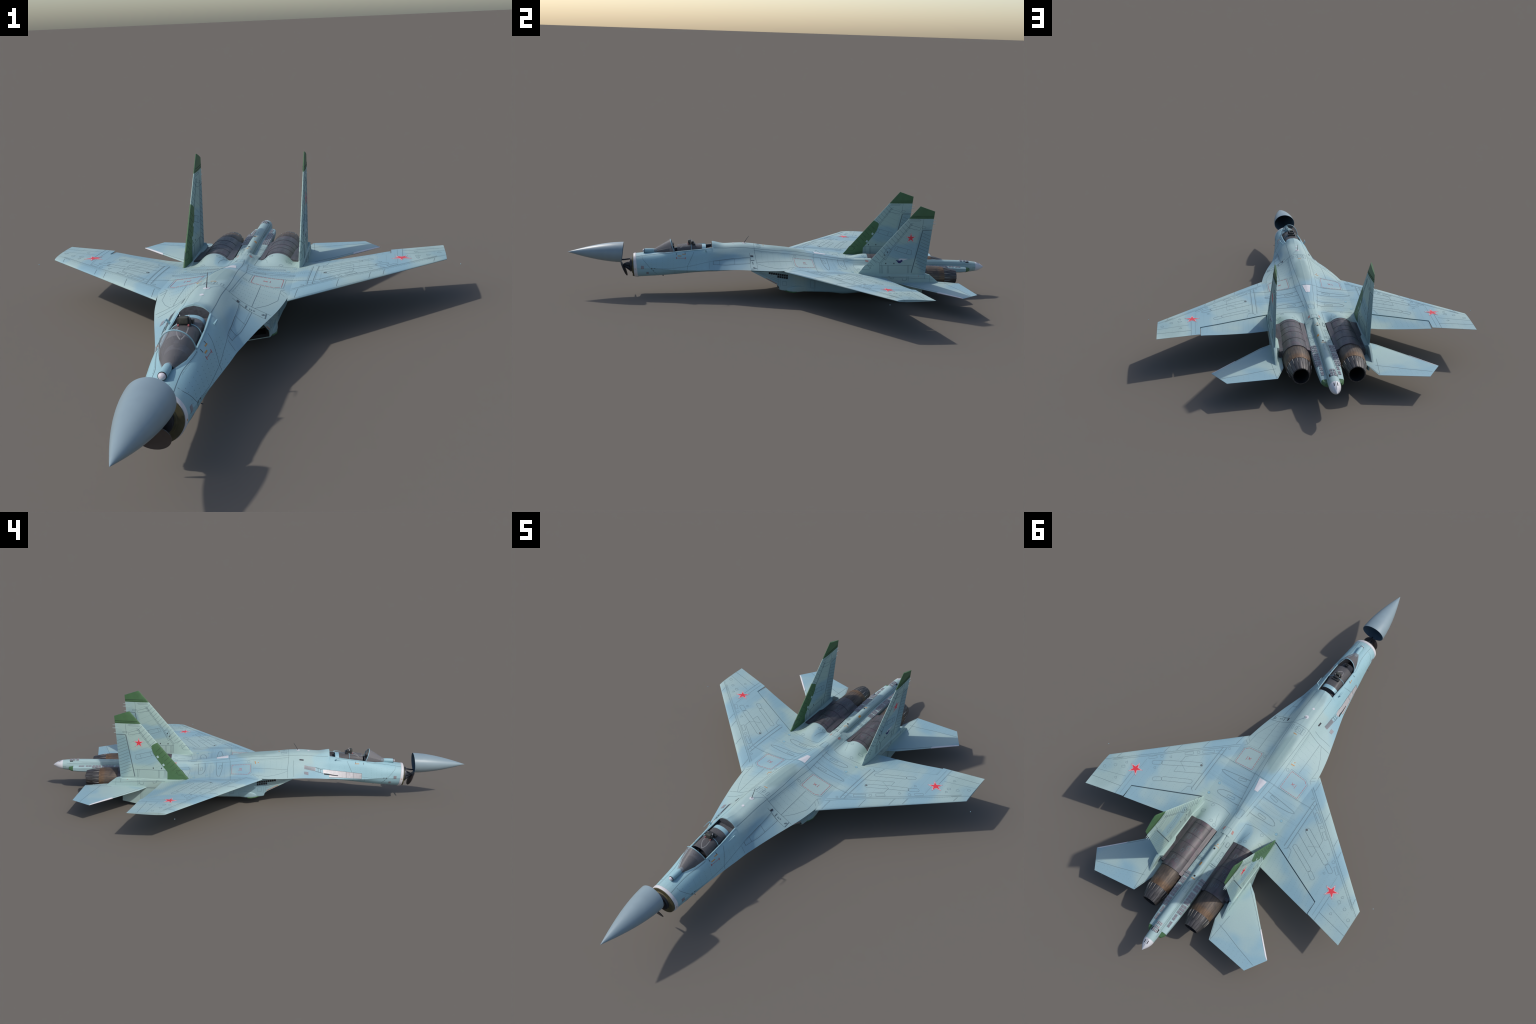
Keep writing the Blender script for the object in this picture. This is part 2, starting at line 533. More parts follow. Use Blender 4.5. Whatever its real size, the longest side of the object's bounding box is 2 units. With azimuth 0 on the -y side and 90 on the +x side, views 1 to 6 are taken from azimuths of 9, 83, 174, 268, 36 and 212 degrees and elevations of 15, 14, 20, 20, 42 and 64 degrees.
def wing_piece(xs, y0, y1, n=14, droop=None, nose=None):
    """Slice of the wing between two chordwise lines."""
    rings = []
    for x in xs:
        a, b = y0(x), y1(x)
        top, low = [], []
        for i in range(n + 1):
            u = i / n
            if nose:                      # crowd points at a rounded nose
                u = u * u
            y = lerp(a, b, u)
            top.append([x, y, wing_skin(x, y)])
            low.append([x, y, wing_skin(x, y, True)])
        ring = top + low[::-1]
        if droop:
            hx = np.array([0, b if nose else a, WING_Z0 if nose else wing_skin(x, a, True)])
            c, s = math.cos(droop), math.sin(droop)
            for p in ring:
                dy, dz = p[1] - hx[1], p[2] - hx[2]
                p[1], p[2] = hx[1] + c * dy + s * dz, hx[2] - s * dy + c * dz - (0 if nose else 0.0022)
        rings.append(ring)
    return loft(rings)

for side in (1, -1):
    xs_in = [x for x in SPAN if x <= FLAP_OUT]
    xs_out = [x for x in SPAN if x >= FLAP_OUT]
    panel = merge([wing_piece(xs_in, slat_line, lambda x: flap_hinge(x) - 0.0034),
                   wing_piece(xs_out, slat_line, wing_te)])
    add('wing', *sided(panel, side), M_BODY, ROOT, angle=40)
    slat_xs = [x for x in SPAN if x >= 0.1805]
    add('leading_edge_flap', *sided(wing_piece([0.1812] + slat_xs, wing_le, lambda x: slat_line(x) - 0.0012, 18, math.radians(-1.0), True), side), M_BODY, ROOT, angle=40)
    flap_xs = [0.1895] + [x for x in SPAN if 0.19 < x < FLAP_OUT - 0.002] + [FLAP_OUT - 0.0022]
    add('flaperon', *sided(wing_piece(flap_xs, flap_hinge, lambda x: wing_te(x) + 0.0005, 10, math.radians(3.0)), side), M_BODY, ROOT, angle=40)
    # dark hinge gap core so that no daylight shows between wing and flap
    core = loft([[(x, flap_hinge(x) - 0.006, wing_skin(x, flap_hinge(x)) - 0.0030), (x, flap_hinge(x) + 0.003, wing_skin(x, flap_hinge(x)) - 0.0030),
                  (x, flap_hinge(x) + 0.003, wing_skin(x, flap_hinge(x), True) + 0.0015), (x, flap_hinge(x) - 0.006, wing_skin(x, flap_hinge(x), True) + 0.0015)]
                 for x in (0.188, 0.30, FLAP_OUT - 0.003)])
    add('flap_hinge', *sided(core, side), M_HINGE, ROOT)

# ------------------------------------------------------------------ fins
FIN_X = 0.1812
def fin_le(z): return lerp(0.3300, 0.6044, (z - 0.1345) / (0.4552 - 0.1345))
def fin_te(z): return lerp(0.6490, 0.6744, (z - 0.1345) / (0.4315 - 0.1345))
def fin_half(z): return lerp(0.0062, 0.0026, (z - 0.13) / 0.32)
def rudder_line(z): return lerp(0.5845, 0.6245, (z - 0.142) / (0.343 - 0.142))
RUD0, RUD1 = 0.1395, 0.3425

def fin_skin(y, z):
    s = min(1, max(0, (y - fin_le(z)) / (fin_te(z) - fin_le(z))))
    return np.interp(s, [q[0] for q in AF], [q[1] for q in AF]) * fin_half(z) + 0.0005

def fin_piece(zs, y0, y1, n=12, nose=False):
    rings = []
    for z in zs:
        a, b = y0(z), y1(z)
        R, Lf = [], []
        for i in range(n + 1):
            u = (i / n) ** 2 if nose else i / n
            y = lerp(a, b, u)
            h = fin_skin(y, z)
            R.append((FIN_X + h, y, z))
            Lf.append((FIN_X - h, y, z))
        rings.append(R + Lf[::-1])
    return loft(rings)

def fin_top(y):
    return lerp(0.4552, 0.4315, (y - 0.6044) / (0.6744 - 0.6044))

for side in (1, -1):
    low = fin_piece(np.linspace(0.118, RUD0, 3), fin_le, fin_te, 16, True)
    mid = fin_piece(np.linspace(RUD0, RUD1 + 0.003, 10), fin_le, lambda z: rudder_line(z) - 0.0012, 16, True)
    up = fin_piece(np.linspace(RUD1 + 0.003, 0.3970, 4), fin_le, fin_te, 16, True)
    FIN = add('vertical_fin', *sided(merge([low, mid, up]), side), M_BODY, ROOT, angle=40)
    # green cap: raked top
    cap = []
    for k in range(6):
        f = k / 5
        z_le, z_te = lerp(0.3970, 0.4552, f), lerp(0.3970, 0.4315, f)
        R, Lf = [], []
        for i in range(15):
            u = (i / 14) ** 1.6
            ya, yb = fin_le(z_le), fin_te(z_te)
            y = lerp(ya, yb, u)
            z = lerp(z_le, z_te, u)
            s = u
            h = np.interp(s, [q[0] for q in AF], [q[1] for q in AF]) * fin_half(z) + 0.0005
            R.append((FIN_X + h, y, z))
            Lf.append((FIN_X - h, y, z))
        cap.append(R + Lf[::-1])
    add('fin_cap', *sided(loft(cap), side), M_GREEN, FIN, angle=40)
    rud = fin_piece(np.linspace(RUD0 + 0.001, RUD1, 10), rudder_line, fin_te, 10)
    add('rudder', *sided(rud, side), M_BODY, FIN, angle=40)

# tail booms that carry the fins and stabilizers
def rounded_rect(x0, x1, z0, z1, r, n=6):
    pts = []
    for cx, cz, a0 in ((x1 - r, z1 - r, 0), (x0 + r, z1 - r, 90), (x0 + r, z0 + r, 180), (x1 - r, z0 + r, 270)):
        for k in range(n + 1):
            a = math.radians(a0 + 90 * k / n)
            pts.append((cx + r * math.cos(a), cz + r * math.sin(a)))
    return pts

BOOM = [  # y, x0, x1, z0, z1, corner
 (0.300, 0.150, 0.1860, 0.100, 0.1320, 0.008),
 (0.360, 0.160, 0.1885, 0.088, 0.1365, 0.006),
 (0.430, 0.170, 0.1890, 0.084, 0.1340, 0.005),
 (0.545, 0.170, 0.1890, 0.084, 0.1340, 0.005),
 (0.560, 0.162, 0.1890, 0.084, 0.1320, 0.005),
 (0.640, 0.164, 0.1890, 0.084, 0.1320, 0.004),
 (0.650, 0.174, 0.1885, 0.084, 0.1375, 0.003),
 (0.669, 0.1755, 0.1880, 0.084, 0.1330, 0.003),
 (0.690, 0.1765, 0.1875, 0.085, 0.1165, 0.003),
 (0.709, 0.1775, 0.1870, 0.086, 0.1005, 0.002),
 (0.718, 0.1785, 0.1865, 0.088, 0.0940, 0.002)]
for side in (1, -1):
    rings = [[(x, y, z) for x, z in rounded_rect(x0, x1, z0, z1, r)] for y, x0, x1, z0, z1, r in BOOM]
    add('tail_boom', *sided(loft(rings), side), M_BODY, ROOT, angle=35)
    # ventral strake
    vf = [(0.475, 0.092), (0.640, 0.092), (0.640, 0.0215), (0.548, 0.0025), (0.536, 0.0), (0.526, 0.006)]
    rings = [[(x, y, z) for y, z in vf] for x in (0.1825, 0.1882)]
    add('ventral_fin', *sided(loft(rings), side), M_BODY, ROOT)

# all-moving stabilizers
STAB_Z = 0.0906
STAB = [(0.1575, 0.535, 0.7305, 0.0060), (0.1863, 0.525, 0.8141, 0.0060), (0.2300, 0.5576, 0.8198, 0.0052),
        (0.3000, 0.6287, 0.8289, 0.0040), (0.3718, 0.7017, 0.8383, 0.0028), (0.4000, 0.7303, 0.7944, 0.0018), (0.4249, 0.7555, 0.7565, 0.0006)]
def stab_span(x):
    X = [s[0] for s in STAB]
    return [float(np.interp(x, X, [s[k] for s in STAB])) for k in (1, 2, 3)]
for side in (1, -1):
    rings = [surface_section((x, a, STAB_Z), (x, b, STAB_Z), h, h) for x, a, b, h in STAB]
    S = add('stabilizer', *sided(loft(rings), side), M_BODY, ROOT, angle=40)
    # bare leading-edge strip outboard
    strip = []
    for x in np.linspace(0.335, 0.4235, 8):
        a, b, h = stab_span(x)
        d = 0.0065 * min(1, (0.4249 - x) / 0.012 + 0.15)
        strip.append([(x, a - 0.0012, STAB_Z), (x, a + d * 0.3, STAB_Z + h * 0.62 + 0.0008), (x, a + d, STAB_Z + h * 0.80 + 0.0010),
                      (x, a + d, STAB_Z - h * 0.80 - 0.0010), (x, a + d * 0.3, STAB_Z - h * 0.62 - 0.0008)])
    add('edge_strip', *sided(loft(strip), side), M_WHITE, S)

# ------------------------------------------------------------------ intakes, nacelles, engines
def front_line(z):
    return float(np.interp(z, [0.030, 0.046, 0.064, 0.138], [-0.0200, -0.0225, -0.0270, -0.1650]))
NAC = [  # y, x_in, x_out, z_bottom (outer corner), z_top, corner radius, inward droop of the floor
 (-0.02, 0.0570, 0.1335, 0.0455, 0.1340, 0.003, 0.19),
 (0.030, 0.0540, 0.1365, 0.0365, 0.1320, 0.006, 0.17),
 (0.120, 0.0520, 0.1395, 0.0358, 0.1300, 0.008, 0.14),
 (0.210, 0.0500, 0.1425, 0.0335, 0.1300, 0.011, 0.11),
 (0.285, 0.0490, 0.1465, 0.0250, 0.1340, 0.020, 0.03),
 (0.335, 0.0485, 0.1505, 0.0265, 0.1380, 0.032, 0.00),
 (0.380, 0.0480, 0.1550, 0.0280, 0.1450, 0.046, 0.00),
 (0.433, 0.0475, 0.1575, 0.0310, 0.1560, 0.0545, 0.00)]
def nac_ring(row, off=0.0, slanted=0.0):
    y, a, b, c, d, r, k = row
    P = rounded_rect(a + off, b - off, c + off, d - off, max(0.001, r - off), 6)
    pts = []
    for i, (x, z) in enumerate(P):
        pts.append((x, z))
        if i % 7 == 6:                    # straight run to the next corner
            x2, z2 = P[(i + 1) % len(P)]
            pts += [(lerp(x, x2, t / 8), lerp(z, z2, t / 8)) for t in range(1, 8)]
    out = []
    for x, z in pts:
        w = max(0.0, min(1.0, (d - z) / max(1e-6, d - c)))
        zz = z - k * max(0.0, b - x) * w
        out.append((x, lerp(y, front_line(z), slanted), zz))
    return out
def nac_row(y):
    Y = [r[0] for r in NAC]
    return [y] + [pchip(Y, [r[k] for r in NAC], y) for k in range(1, 7)]
M_DUCT = simple('intake_duct', (0.010, 0.011, 0.013), 0.9)
for side in (1, -1):
    rings = [nac_ring(NAC[0], 0, 1.0), nac_ring(nac_row(-0.005), 0, 0.55)] + [nac_ring(nac_row(y)) for y in np.linspace(0.03, 0.433, 24)]
    V1, F1 = loft(rings, True, False, True)
    inner = [nac_ring(NAC[0], 0, 1.0), nac_ring(NAC[0], 0.0022, 0.98), nac_ring(nac_row(-0.01), 0.012, 0.6), nac_ring(nac_row(0.02), 0.022, 0.0), nac_ring(nac_row(0.10), 0.024)]
    V2, F2 = loft(inner, True, False, True)
    V, F = merge([(V1, F1), (V2, F2)])
    add('engine_nacelle', *sided((V, F), side), [M_BODY, M_DUCT], ROOT, angle=35, fix=False,
        idx=[0] * len(F1) + [0] * 56 + [1] * (len(F2) - 56))

for side in (1, -1):       # swollen lower corner behind the intake lip, green front ramp
    rows = [(0.004, 0.095, 0.1320, 0.0420, 0.0480, 0.002), (0.020, 0.085, 0.1390, 0.0365, 0.0560, 0.006), (0.040, 0.080, 0.1440, 0.0340, 0.0640, 0.008),
            (0.065, 0.080, 0.1435, 0.0340, 0.0660, 0.008), (0.100, 0.080, 0.1390, 0.0360, 0.0640, 0.008)]
    rr = [[(x, y, z) for x, z in rounded_rect(a, b, c, d, r)] for y, a, b, c, d, r in rows]
    add('intake_bulge', *sided(loft(rr), side), M_BODY, ROOT)
    rows = [(0.000, 0.105, 0.1325, 0.0400, 0.0440, 0.001), (0.018, 0.105, 0.1390, 0.0345, 0.0400, 0.002), (0.040, 0.105, 0.1445, 0.0315, 0.0380, 0.003),
            (0.056, 0.105, 0.1440, 0.0332, 0.0375, 0.002)]
    rr = [[(x, y, z) for x, z in rounded_rect(a, b, c, d, r)] for y, a, b, c, d, r in rows]
    add('intake_ramp', *sided(loft(rr), side), M_GREEN, ROOT)

NPETAL = 16
def streaked(name, dark, light, tint, scale, metal, rough, bands=None):
    """Heat-stained metal: streaks along the engine axis, tinted clouds, optional
    change of tone along the axis (y, colour)."""
    m, nt, b = new_mat(name)
    N, L = nt.nodes, nt.links
    b.inputs['Metallic'].default_value = metal
    b.inputs['Roughness'].default_value = rough
    tc = N.new('ShaderNodeTexCoord')
    mp = N.new('ShaderNodeMapping')
    mp.inputs['Scale'].default_value = scale
    L.new(tc.outputs['Object'], mp.inputs['Vector'])
    nz = N.new('ShaderNodeTexNoise')
    nz.inputs['Scale'].default_value = 1.0
    nz.inputs['Detail'].default_value = 5
    L.new(mp.outputs[0], nz.inputs['Vector'])
    rp = N.new('ShaderNodeValToRGB')
    rp.color_ramp.elements[0].position = 0.32
    rp.color_ramp.elements[1].position = 0.68
    rp.color_ramp.elements[0].color = (*dark, 1)
    rp.color_ramp.elements[1].color = (*light, 1)
    L.new(nz.outputs['Fac'], rp.inputs['Fac'])
    cz_ = N.new('ShaderNodeTexNoise')
    cz_.inputs['Scale'].default_value = 38
    L.new(tc.outputs['Object'], cz_.inputs['Vector'])
    cr = N.new('ShaderNodeMapRange')
    cr.inputs['From Min'].default_value = 0.5
    cr.inputs['From Max'].default_value = 0.72
    cr.inputs['To Max'].default_value = 0.7
    L.new(cz_.outputs['Fac'], cr.inputs['Value'])
    mx = N.new('ShaderNodeMix')
    mx.data_type = 'RGBA'
    L.new(cr.outputs['Result'], mx.inputs['Factor'])
    L.new(rp.outputs['Color'], mx.inputs[6])
    mx.inputs[7].default_value = (*tint, 1)
    col = mx.outputs[2]
    if bands:
        sx = N.new('ShaderNodeSeparateXYZ')
        L.new(tc.outputs['Object'], sx.inputs[0])
        mr = N.new('ShaderNodeMapRange')
        mr.inputs['From Min'].default_value = bands[0][0]
        mr.inputs['From Max'].default_value = bands[-1][0]
        L.new(sx.outputs['Y'], mr.inputs['Value'])
        br = N.new('ShaderNodeValToRGB')
        while len(br.color_ramp.elements) < len(bands):
            br.color_ramp.elements.new(0.5)
        for e, (y, c) in zip(br.color_ramp.elements, bands):
            e.position = (y - bands[0][0]) / (bands[-1][0] - bands[0][0])
            e.color = (*c, 1)
        L.new(mr.outputs['Result'], br.inputs['Fac'])
        mu = N.new('ShaderNodeMix')
        mu.data_type = 'RGBA'
        mu.blend_type = 'MULTIPLY'
        mu.inputs['Factor'].default_value = 1.0
        L.new(col, mu.inputs[6])
        L.new(br.outputs['Color'], mu.inputs[7])
        col = mu.outputs[2]
    L.new(col, b.inputs['Base Color'])
    return m
M_SHROUD = streaked('heat_stained_titanium', (0.050, 0.046, 0.050), (0.115, 0.105, 0.110), (0.110, 0.072, 0.090), (70, 9, 70), 0.30, 0.50)
M_RUST = streaked('burnt_nozzle_ring', (0.085, 0.060, 0.045), (0.165, 0.120, 0.085), (0.060, 0.045, 0.038), (140, 22, 140), 0.30, 0.55,
                  [(0.666, (0.62, 0.66, 0.70)), (0.725, (0.85, 0.85, 0.85)), (0.738, (1.12, 0.92, 0.68)), (0.757, (1.12, 0.90, 0.64))])
M_PETAL = streaked('nozzle_petal_steel', (0.045, 0.042, 0.042), (0.095, 0.088, 0.086), (0.040, 0.036, 0.034), (120, 20, 120), 0.45, 0.45)
M_RIB = simple('bright_metal_rib', (0.42, 0.38, 0.33), 0.4, metal=0.5)
for side in (1, -1):
    prof = [(0.430, ENG_R - 0.0005), (0.4385, ENG_R - 0.0005), (0.50, ENG_R), (0.58, ENG_R), (0.655, ENG_R - 0.0012), (0.6690, ENG_R - 0.0022), (0.6690, 0.040)]
    SH = add('engine_shroud', *sided(revolve_y(prof, ENG_X, ENG_Z - 0.0005, 72), side), M_SHROUD, ROOT, angle=30)
    # lower cowl under the engine, tapering up to the nozzle
    cowl = []
    for y, low, w in ((0.430, 0.0305, 0.0555), (0.500, 0.0325, 0.0560), (0.580, 0.0375, 0.0562), (0.640, 0.0435, 0.0556), (0.664, 0.0475, 0.0540)):
        cowl.append([(ENG_X + w * math.cos(math.pi + math.pi * k / 24), y, 0.098 + (0.098 - low) * math.sin(math.pi + math.pi * k / 24)) for k in range(25)])
    add('engine_cowl', *sided(loft(cowl), side), M_BODY, SH, angle=40)
    # deck plates that fair the engine into spine and boom
    deck = loft([[(0.0439, 0.432, 0.1345), (0.062, 0.432, 0.1415), (0.062, 0.432, 0.090), (0.0439, 0.432, 0.090)],
                 [(0.0459, 0.550, 0.1325), (0.062, 0.550, 0.1390), (0.062, 0.550, 0.090), (0.0459, 0.550, 0.090)],
                 [(0.0481, 0.672, 0.1295), (0.062, 0.672, 0.1355), (0.062, 0.672, 0.090), (0.0481, 0.672, 0.090)]])
    add('engine_deck', *sided(deck, side), M_SHROUD, SH)
    deck = loft([[(0.140, 0.432, 0.139), (0.173, 0.432, 0.132), (0.173, 0.432, 0.090), (0.140, 0.432, 0.090)],
                 [(0.140, 0.560, 0.135), (0.172, 0.560, 0.128), (0.172, 0.560, 0.090), (0.140, 0.560, 0.090)],
                 [(0.140, 0.655, 0.128), (0.165, 0.655, 0.121), (0.165, 0.655, 0.090), (0.140, 0.655, 0.090)]])
    add('engine_deck', *sided(deck, side), M_SHROUD, SH)
    # nozzle: rusty ring of segments, then converging petals with bright metal ribs
    nseg = NPETAL
    cz = ENG_Z - 0.0015
    NZ = add('nozzle_ring', *sided(revolve_y([(0.6660, 0.050), (0.6690, 0.0512), (0.700, 0.0510), (0.735, 0.0492), (0.757, 0.0460), (0.757, 0.040)], ENG_X, cz, 72), side), M_RUST, SH, angle=30)
    for k in range(nseg):
        a0 = 2 * math.pi * (k - 0.46) / nseg
        a1 = 2 * math.pi * (k + 0.46) / nseg
        rings = []
        for y, r, wf in ((0.752, 0.0447, 1.0), (0.775, 0.0426, 1.0), (0.80, 0.0373, 1.0), (0.8200, 0.0318, 1.0)):
            ro = []
            for q, rr in ((0, r), (0.25, r + 0.0006), (0.5, r + 0.0009), (0.75, r + 0.0006), (1, r), (1, r - 0.0030), (0, r - 0.0030)):
                a = lerp(a0, a1, q)
                ro.append((ENG_X + rr * math.cos(a), y, cz + rr * math.sin(a)))
            rings.append(ro)
        add('nozzle_petal', *sided(loft(rings), side), M_PETAL, NZ, angle=30)
    V, F = revolve_y([(0.748, 0.0450), (0.775, 0.0412), (0.80, 0.0355), (0.8190, 0.0300), (0.80, 0.029), (0.70, 0.040), (0.68, 0.0005)], ENG_X, cz, 48)
    add('nozzle_throat', *sided((V, F), side), M_BLACK, NZ)

# ------------------------------------------------------------------ tail stinger
ST = [  # y, half width, top, bottom
 (0.425, 0.0172, 0.1600, 0.098), (0.55, 0.0182, 0.1592, 0.098), (0.70, 0.0196, 0.1570, 0.096), (0.87, 0.0218, 0.1532, 0.0955), (0.92, 0.0218, 0.1498, 0.0965),
 (0.950, 0.0208, 0.1456, 0.1005)]
def oval(y, w, t, b, n=40):
    return [(w * math.cos(2 * math.pi * k / n), y, (t + b) / 2 + (t - b) / 2 * math.sin(2 * math.pi * k / n)) for k in range(n)]
Y = [s[0] for s in ST]
rings = [oval(y, *[pchip(Y, [s[k] for s in ST], y) for k in (1, 2, 3)]) for y in np.linspace(0.425, 0.95, 30)]
STINGER = add('tail_stinger', *loft(rings), M_BODY, ROOT, angle=35)
rings = []
for t in np.linspace(0, 1, 12):
    k = max(0.01, 1 - t ** 1.85)
    c = lerp(0.1231, 0.1212, t)
    rings.append(oval(lerp(0.950, 0.9975, t), 0.0208 * k, c + 0.0225 * k, c - 0.0226 * k))
add('stinger_cone', *loft(rings), M_WHITE, STINGER, angle=50)
SHELF = [(0.425, 0.0435, 0.1300, 0.106), (0.55, 0.0455, 0.1310, 0.104), (0.70, 0.0480, 0.1310, 0.102), (0.80, 0.0455, 0.1285, 0.101), (0.865, 0.0425, 0.1255, 0.101), (0.897, 0.0405, 0.1240, 0.102)]
Y = [s[0] for s in SHELF]
for side in (1, -1):
    rings = []
    for y in np.linspace(0.425, 0.897, 20):
        w, t, b = [pchip(Y, [s[k] for s in SHELF], y) for k in (1, 2, 3)]
        u = 1 - smoothstep(0.430, 0.500, y)
        rings.append([(0.010, y, t + 0.006 + 0.024 * u), (0.022, y, t + 0.003 + 0.0195 * u), (w - 0.004, y, t + 0.0085 * u), (w, y, t - 0.004), (w, y, b + 0.006), (w - 0.008, y, b), (0.010, y, b)])
    add('stinger_shelf', *sided(loft(rings), side), M_BODY, STINGER, angle=35)
    rings = []
    for y, w, t, b in ((0.897, 0.0405, 0.1240, 0.102), (0.908, 0.0375, 0.1225, 0.1035), (0.918, 0.0300, 0.1205, 0.1050)):
        rings.append([(0.010, y, t), (w - 0.003, y, t), (w, y, t - 0.004), (w, y, b + 0.006), (w - 0.006, y, b), (0.010, y, b)])
    add('shelf_tip', *sided(loft(rings), side), M_GREEN, STINGER, angle=35)
# ------------------------------------------------------------------ cockpit
# infrared sensor fairing ahead of the windscreen
SEN = [(-0.6470, 0.0092), (-0.635, 0.0098), (-0.615, 0.0100), (-0.600, 0.0092), (-0.588, 0.0060)]
SENSOR = add('sensor_fairing', *revolve_y(SEN, 0, 0.1965, 28, cap0=True, cap1=True), M_BODY, ROOT)
M_GLASSBALL = simple('sensor_glass', (0.55, 0.52, 0.56), 0.08, spec=0.8)
ball = [(-0.6470 - 0.0085 * math.sin(a), 0.0086 * math.cos(a)) for a in np.linspace(0, math.pi / 2 - 0.02, 8)]
add('sensor_eye', *revolve_y(ball, 0, 0.1965, 28, cap1=True), M_GLASSBALL, SENSOR)
add('sensor_collar', *revolve_y([(-0.6465, 0.0096), (-0.6490, 0.0094), (-0.6490, 0.0080)], 0, 0.1965, 28), M_BLACK, SENSOR)

def glass_material(name, tint, alpha_mix):
    m, nt, b = new_mat(name)
    N, L = nt.nodes, nt.links
    b.inputs['Base Color'].default_value = (*tint, 1)
    b.inputs['Roughness'].default_value = 0.38
    b.inputs['Specular IOR Level'].default_value = 0.25
    tr = N.new('ShaderNodeBsdfTransparent')
    tr.inputs['Color'].default_value = (0.80, 0.80, 0.82, 1)
    mx = N.new('ShaderNodeMixShader')
    mx.inputs['Fac'].default_value = alpha_mix
    L.new(tr.outputs[0], mx.inputs[1])
    L.new(b.outputs[0], mx.inputs[2])
    L.new(mx.outputs[0], N['Material Output'].inputs['Surface'])
    return m
M_GLASS = glass_material('windscreen_glass', (0.27, 0.262, 0.270), 0.44)
M_CANOPY = glass_material('canopy_glass', (0.180, 0.175, 0.180), 0.46)
M_FRAME = simple('canopy_frame_blue', (0.240, 0.400, 0.450), 0.45)

def arch(y, half, base, top, lean=0.0, n=25, p=2.0):
    """Half-ellipse arch of points standing across the fuselage."""
    out = []
    for k in range(n):
        a = math.pi * k / (n - 1)
        c, s = math.cos(a), math.sin(a)
        out.append((half * math.copysign(abs(c) ** (2 / p), c), y - lean * s, base + (top - base) * abs(s) ** (2 / p)))
    return out
# windscreen
rings = []
for t in np.linspace(0, 1, 12):
    y = lerp(-0.5080, -0.6000, t)
    half = lerp(0.0400, 0.0130, t ** 1.5)
    base = lerp(0.2005, 0.1925, t)
    top = lerp(0.2495, 0.2035, t ** 1.05)
    rings.append(arch(y, half, base, top, lean=lerp(0.0195, 0.004, t)))
V, F = loft(rings, False)
SCREEN = add('windscreen', V, F, M_GLASS, ROOT, angle=60)
hoop = arch(-0.5080, 0.0405, 0.1990, 0.2502, lean=0.0195)
add('windscreen_hoop', *tube(hoop, 0.0017, 8), M_FRAME, SCREEN)
# sunken canopy glass between the hoop and the rear band
rings = []
for t in np.linspace(0, 1, 12):
    y = lerp(-0.4950, -0.3800, t)
    rings.append(arch(y, lerp(0.0365, 0.0350, t), lerp(0.190, 0.200, t), lerp(0.2255, 0.2265, t) + 0.004 * math.sin(math.pi * t), p=2.3))
CANOPY = add('canopy', *loft(rings, False), M_CANOPY, ROOT, angle=60)
rings = [arch(y, 0.0352, 0.198, z, p=2.3) for y, z in ((-0.3800, 0.2272), (-0.3620, 0.2268))]
rings = rings + [arch(y, 0.0335, 0.198, z, p=2.3) for y, z in ((-0.3620, 0.2250), (-0.3800, 0.2250))]
add('canopy_rear_band', *loft(rings + [rings[0]], False), M_FRAME, CANOPY, angle=40)
add('canopy_hoop', *tube(arch(-0.4300, 0.0368, 0.198, 0.2300, p=2.3), 0.0012, 8), M_FRAME, CANOPY)
# sill rails
for side in (1, -1):
    rail = tube([(0.0410 * side, -0.505, 0.2000), (0.0422 * side, -0.46, 0.2050), (0.0420 * side, -0.40, 0.2115), (0.0395 * side, -0.334, 0.2185)], 0.0022, 8)
    add('cockpit_sill', *rail, M_FRAME, ROOT)
# dark shelf behind the seat
add('equipment_shelf', *loft([[(-0.033, -0.372, 0.190), (0.033, -0.372, 0.190), (0.033, -0.372, 0.200), (-0.033, -0.372, 0.200)],
                              [(-0.034, -0.3345, 0.195), (0.034, -0.3345, 0.195), (0.034, -0.3345, 0.209), (-0.034, -0.3345, 0.209)]]), M_TUB, ROOT)
# ejection seat
M_SEAT = simple('seat_black', (0.020, 0.021, 0.021), 0.6, noise=0.3, scale=120)
M_OLIVE = simple('headrest_olive', (0.038, 0.040, 0.032), 0.7, noise=0.3, scale=120)
SEAT = add('ejection_seat', *merge([box(0, -0.448, 0.160, 0.040, 0.045, 0.016),
                                    box(0, -0.424, 0.200, 0.036, 0.012, 0.072, Matrix.Rotation(-0.18, 3, 'X'))]), M_SEAT, ROOT)
def pad(cx, cy, cz, sx, sy, sz, name, mat, parent, r=0.0035):
    me_v, me_f = box(cx, cy, cz, sx, sy, sz)
    bm = bmesh.new()
    vs = [bm.verts.new(v) for v in me_v]
    for f in me_f:
        bm.faces.new([vs[i] for i in f])
    bmesh.ops.bevel(bm, geom=list(bm.edges), offset=r, segments=3, affect='EDGES', profile=0.5)
    bmesh.ops.recalc_face_normals(bm, faces=bm.faces)
    me = bpy.data.meshes.new(name)
    bm.to_mesh(me)
    bm.free()
    me.materials.append(mat)
    shade(me, 50)
    return link(bpy.data.objects.new(name, me), parent)
HR = pad(0, -0.4385, 0.2410, 0.0230, 0.0130, 0.0180, 'headrest', M_OLIVE, SEAT)
pad(0, -0.4240, 0.2370, 0.0200, 0.0110, 0.0130, 'drogue_box', M_SEAT, SEAT, 0.002)
for sx in (-1, 1):
    pad(0.0135 * sx, -0.4370, 0.2380, 0.0045, 0.0085, 0.0150, 'seat_side_post', M_SEAT, SEAT, 0.0012)
    pad(0.0118 * sx, -0.4450, 0.2310, 0.0040, 0.0045, 0.0042, 'seat_release_knob', M_REDDIM, SEAT, 0.0012)
    pad(0.0105 * sx, -0.4300, 0.2460, 0.0022, 0.0022, 0.0085, 'seat_beacon', M_WHITE, SEAT, 0.0006)
